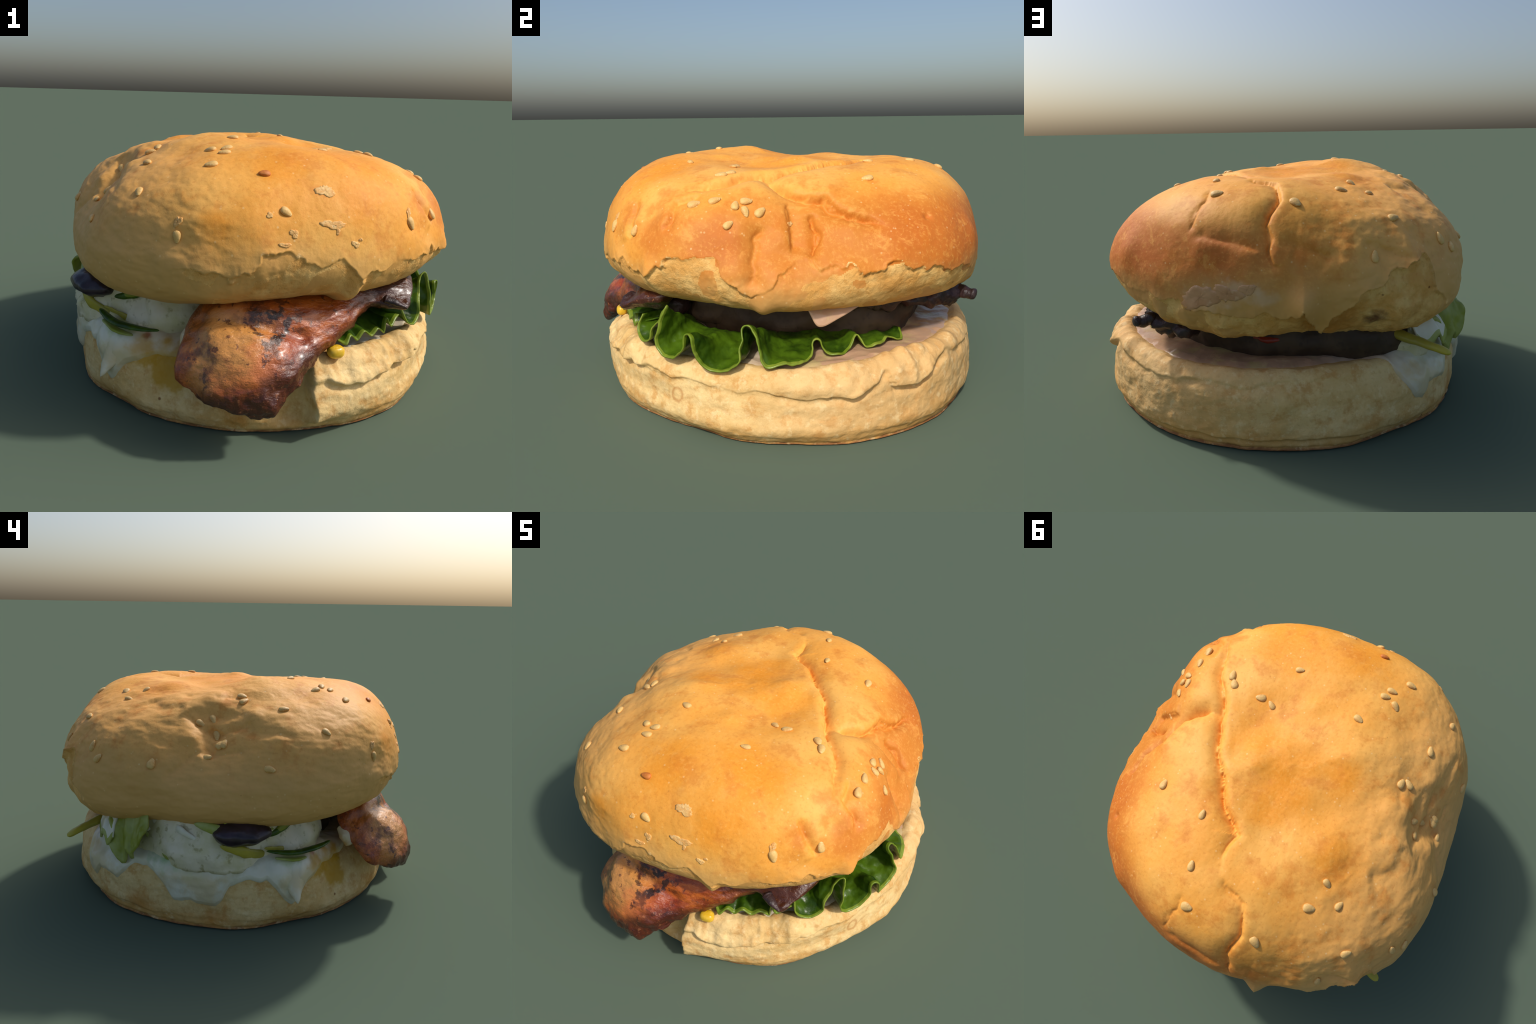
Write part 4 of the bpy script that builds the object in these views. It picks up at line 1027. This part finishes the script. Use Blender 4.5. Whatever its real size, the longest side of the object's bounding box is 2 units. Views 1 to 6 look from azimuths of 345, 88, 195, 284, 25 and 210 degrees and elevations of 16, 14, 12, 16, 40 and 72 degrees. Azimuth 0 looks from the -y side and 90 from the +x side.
# shreds of salad plastered through the sauce on the far side
for i in range(22):
    az, z, span, tilt = rng.uniform(146, 226), rng.uniform(0.36, 0.52), rng.uniform(4, 11), rng.uniform(-0.06, 0.06)
    ta = np.radians(az + np.linspace(-span, span, 4))
    rr = ring_lookup(np.degrees(ta), SLAW_FOOT) - 0.05 * (z - 0.30) / 0.26 + 0.002 + rng.uniform(-0.012, 0.014, 4)
    zz = z + tilt * np.linspace(-1, 1, 4) + rng.uniform(-0.015, 0.015, 4)
    pts = [(HEEL_C[0] + r * math.cos(t), r * math.sin(t), h) for r, t, h in zip(rr, ta, zz)]
    wide = rng.uniform(0.012, 0.03)
    tube("cabbage_shred", pts, [wide * 0.4, wide, wide * 0.9, wide * 0.3], (SAUCE, CABBAGE, STALK, CABBAGE, SAUCE, LEAF)[i % 6], flat=0.45, up=(math.cos(math.radians(az)), math.sin(math.radians(az)), 0.2), rough=0.008, sides=14, n=26, seed=i)

# ------------------------------------------------------------------ sesame seeds and flakes


def seed_mesh(name, mat):
    n, k = 16, 18
    u = np.linspace(-1, 1, n)
    w = np.sqrt(np.clip(1 - u * u, 0, 1)) * (1 - 0.32 * u)
    ang = np.arange(k) * TAU / k
    P = np.stack([np.broadcast_to(u[:, None] * 0.0265, (n, k)), 0.0170 * w[:, None] * np.cos(ang), 0.0105 * w[:, None] * np.sin(ang)], 2)
    faces = [(i * k + j, i * k + (j + 1) % k, (i + 1) * k + (j + 1) % k, (i + 1) * k + j) for i in range(n - 1) for j in range(k)]
    me = mesh_from(name, P, faces, [mat])
    import bmesh
    bm = bmesh.new()
    bm.from_mesh(me)
    bmesh.ops.remove_doubles(bm, verts=bm.verts, dist=1e-5)
    bmesh.ops.recalc_face_normals(bm, faces=bm.faces)
    bm.to_mesh(me)
    bm.free()
    for p in me.polygons:
        p.use_smooth = True
    return me


SEED_MESH, TOAST_MESH = seed_mesh("sesame_seed", SEED), seed_mesh("toasted_sesame_seed", TOAST_SEED)


from mathutils.bvhtree import BVHTree
_me = TOP.data
SKIN = BVHTree.FromPolygons([v.co.copy() for v in _me.vertices], [tuple(p.vertices) for p in _me.polygons])


def on_skin(q, n):
    """Drop a point of the smooth crown onto the finished crust."""
    hit = SKIN.ray_cast(Vector(q + n * 0.12), Vector(-n), 0.25)[0]
    return np.array(hit) if hit is not None else q


def place_seed(i, point, axes, angle, mesh):
    q, n = crown_frame(point)
    t = math.cos(math.radians(angle)) * axes[0] + math.sin(math.radians(angle)) * axes[1]
    t = unit(t - n * np.dot(t, n))
    t = unit(t + n * rng.uniform(-0.18, 0.18))
    b = np.cross(n, t)
    nn = np.cross(t, b)
    o = bpy.data.objects.new("sesame_seed", mesh)
    bpy.context.collection.objects.link(o)
    o.parent = TOP
    k = rng.uniform(0.9, 1.1)
    from mathutils import Matrix
    mx = Matrix((tuple(t * k), tuple(b * k * rng.uniform(0.9, 1.1)), tuple(nn * k))).transposed().to_4x4()
    mx.translation = Vector(on_skin(q, n) + n * 0.0035)
    o.matrix_local = mx
    return o


for i, (pt, ax, ang) in enumerate(SEEDS):
    place_seed(i, pt, ax, ang, SEED_MESH)
place_seed(99, (-0.238, -0.711, 1.027), AX_TOP, -30, TOAST_MESH)


def flake(point, size, stretch, angle, seed, mat=FLAKE, lift=0.0018):
    """A scrap of lifted skin lying on the crown."""
    q, n = crown_frame(point)
    t = unit(np.cross(n, [0.3, 0.2, 1.0]))
    b = np.cross(n, t)
    t, b = t * math.cos(angle) + b * math.sin(angle), b * math.cos(angle) - t * math.sin(angle)
    k, rings = 40, 6
    g = np.random.default_rng(seed)
    a = np.arange(k) * TAU / k
    r = 1 + 0.22 * np.sin(2 * a + g.uniform(0, 6)) + 0.16 * np.sin(3 * a + g.uniform(0, 6)) + g.normal(0, 0.07, k)
    V, F = [], []
    for s in np.linspace(0.02, 1, rings):
        for j in range(k):
            off = t * (size * stretch * r[j] * s * math.cos(a[j])) + b * (size * r[j] * s * math.sin(a[j]))
            p, pn = crown_frame(q + off)
            V.append(on_skin(p, pn) + pn * (lift + 0.0015 * math.sqrt(max(0, 1 - s ** 4)) + g.normal(0, 0.0005)))
    for j in range(k):                                                 # skirt pressed into the crust
        off = t * (size * stretch * r[j] * 1.05 * math.cos(a[j])) + b * (size * r[j] * 1.05 * math.sin(a[j]))
        p, pn = crown_frame(q + off)
        V.append(on_skin(p, pn) - pn * 0.006)
    for i in range(rings):
        for j in range(k):
            F.append((i * k + j, i * k + (j + 1) % k, (i + 1) * k + (j + 1) % k, (i + 1) * k + j))
    F.append(tuple(range(k))[::-1])
    add_object("crust_flake", mesh_from("crust_flake", V, F, [mat]), TOP)


for j, (pt, sz, st, an) in enumerate([((-0.011, -0.848, 0.859), 0.020, 2.0, 0.2), ((0.005, -0.855, 0.835), 0.010, 0.8, 0.0), ((-0.022, -0.777, 0.97), 0.026, 1.3, 0.3), ((-0.164, -0.87, 0.838), 0.014, 1.3, 0.6),
                                      ((0.078, -0.858, 0.785), 0.013, 1.2, 0.0), ((0.10, -0.845, 0.80), 0.006, 1.2, 0.0), ((0.355, -0.745, 0.868), 0.014, 1.8, 1.9), ((-0.57, -0.775, 0.87), 0.012, 2.0, 1.4),
                                      ((-0.25, -0.84, 0.90), 0.010, 1.3, 0.0), ((0.655, 0.0, 0.88), 0.010, 1.2, 0.5), ((-0.2, -0.87, 0.80), 0.010, 2.0, 0.2)]):
    flake(pt, sz, st, an, 20 + j)

SMEAR = simple("dried_sauce", (S(206, 156, 112), S(190, 134, 88), S(218, 176, 138)), 9, 0.4, 0.4, 0.3, 24).m
for j, (pt, sz, st, an) in enumerate([((0.05, 0.965, 0.655), 0.05, 1.5, 0.1), ((-0.07, 0.972, 0.68), 0.035, 1.5, -0.3), ((-0.15, 0.97, 0.70), 0.022, 1.5, 0.3)]):
    flake(pt, sz, st, an, 60 + j, SMEAR, 0.0006)
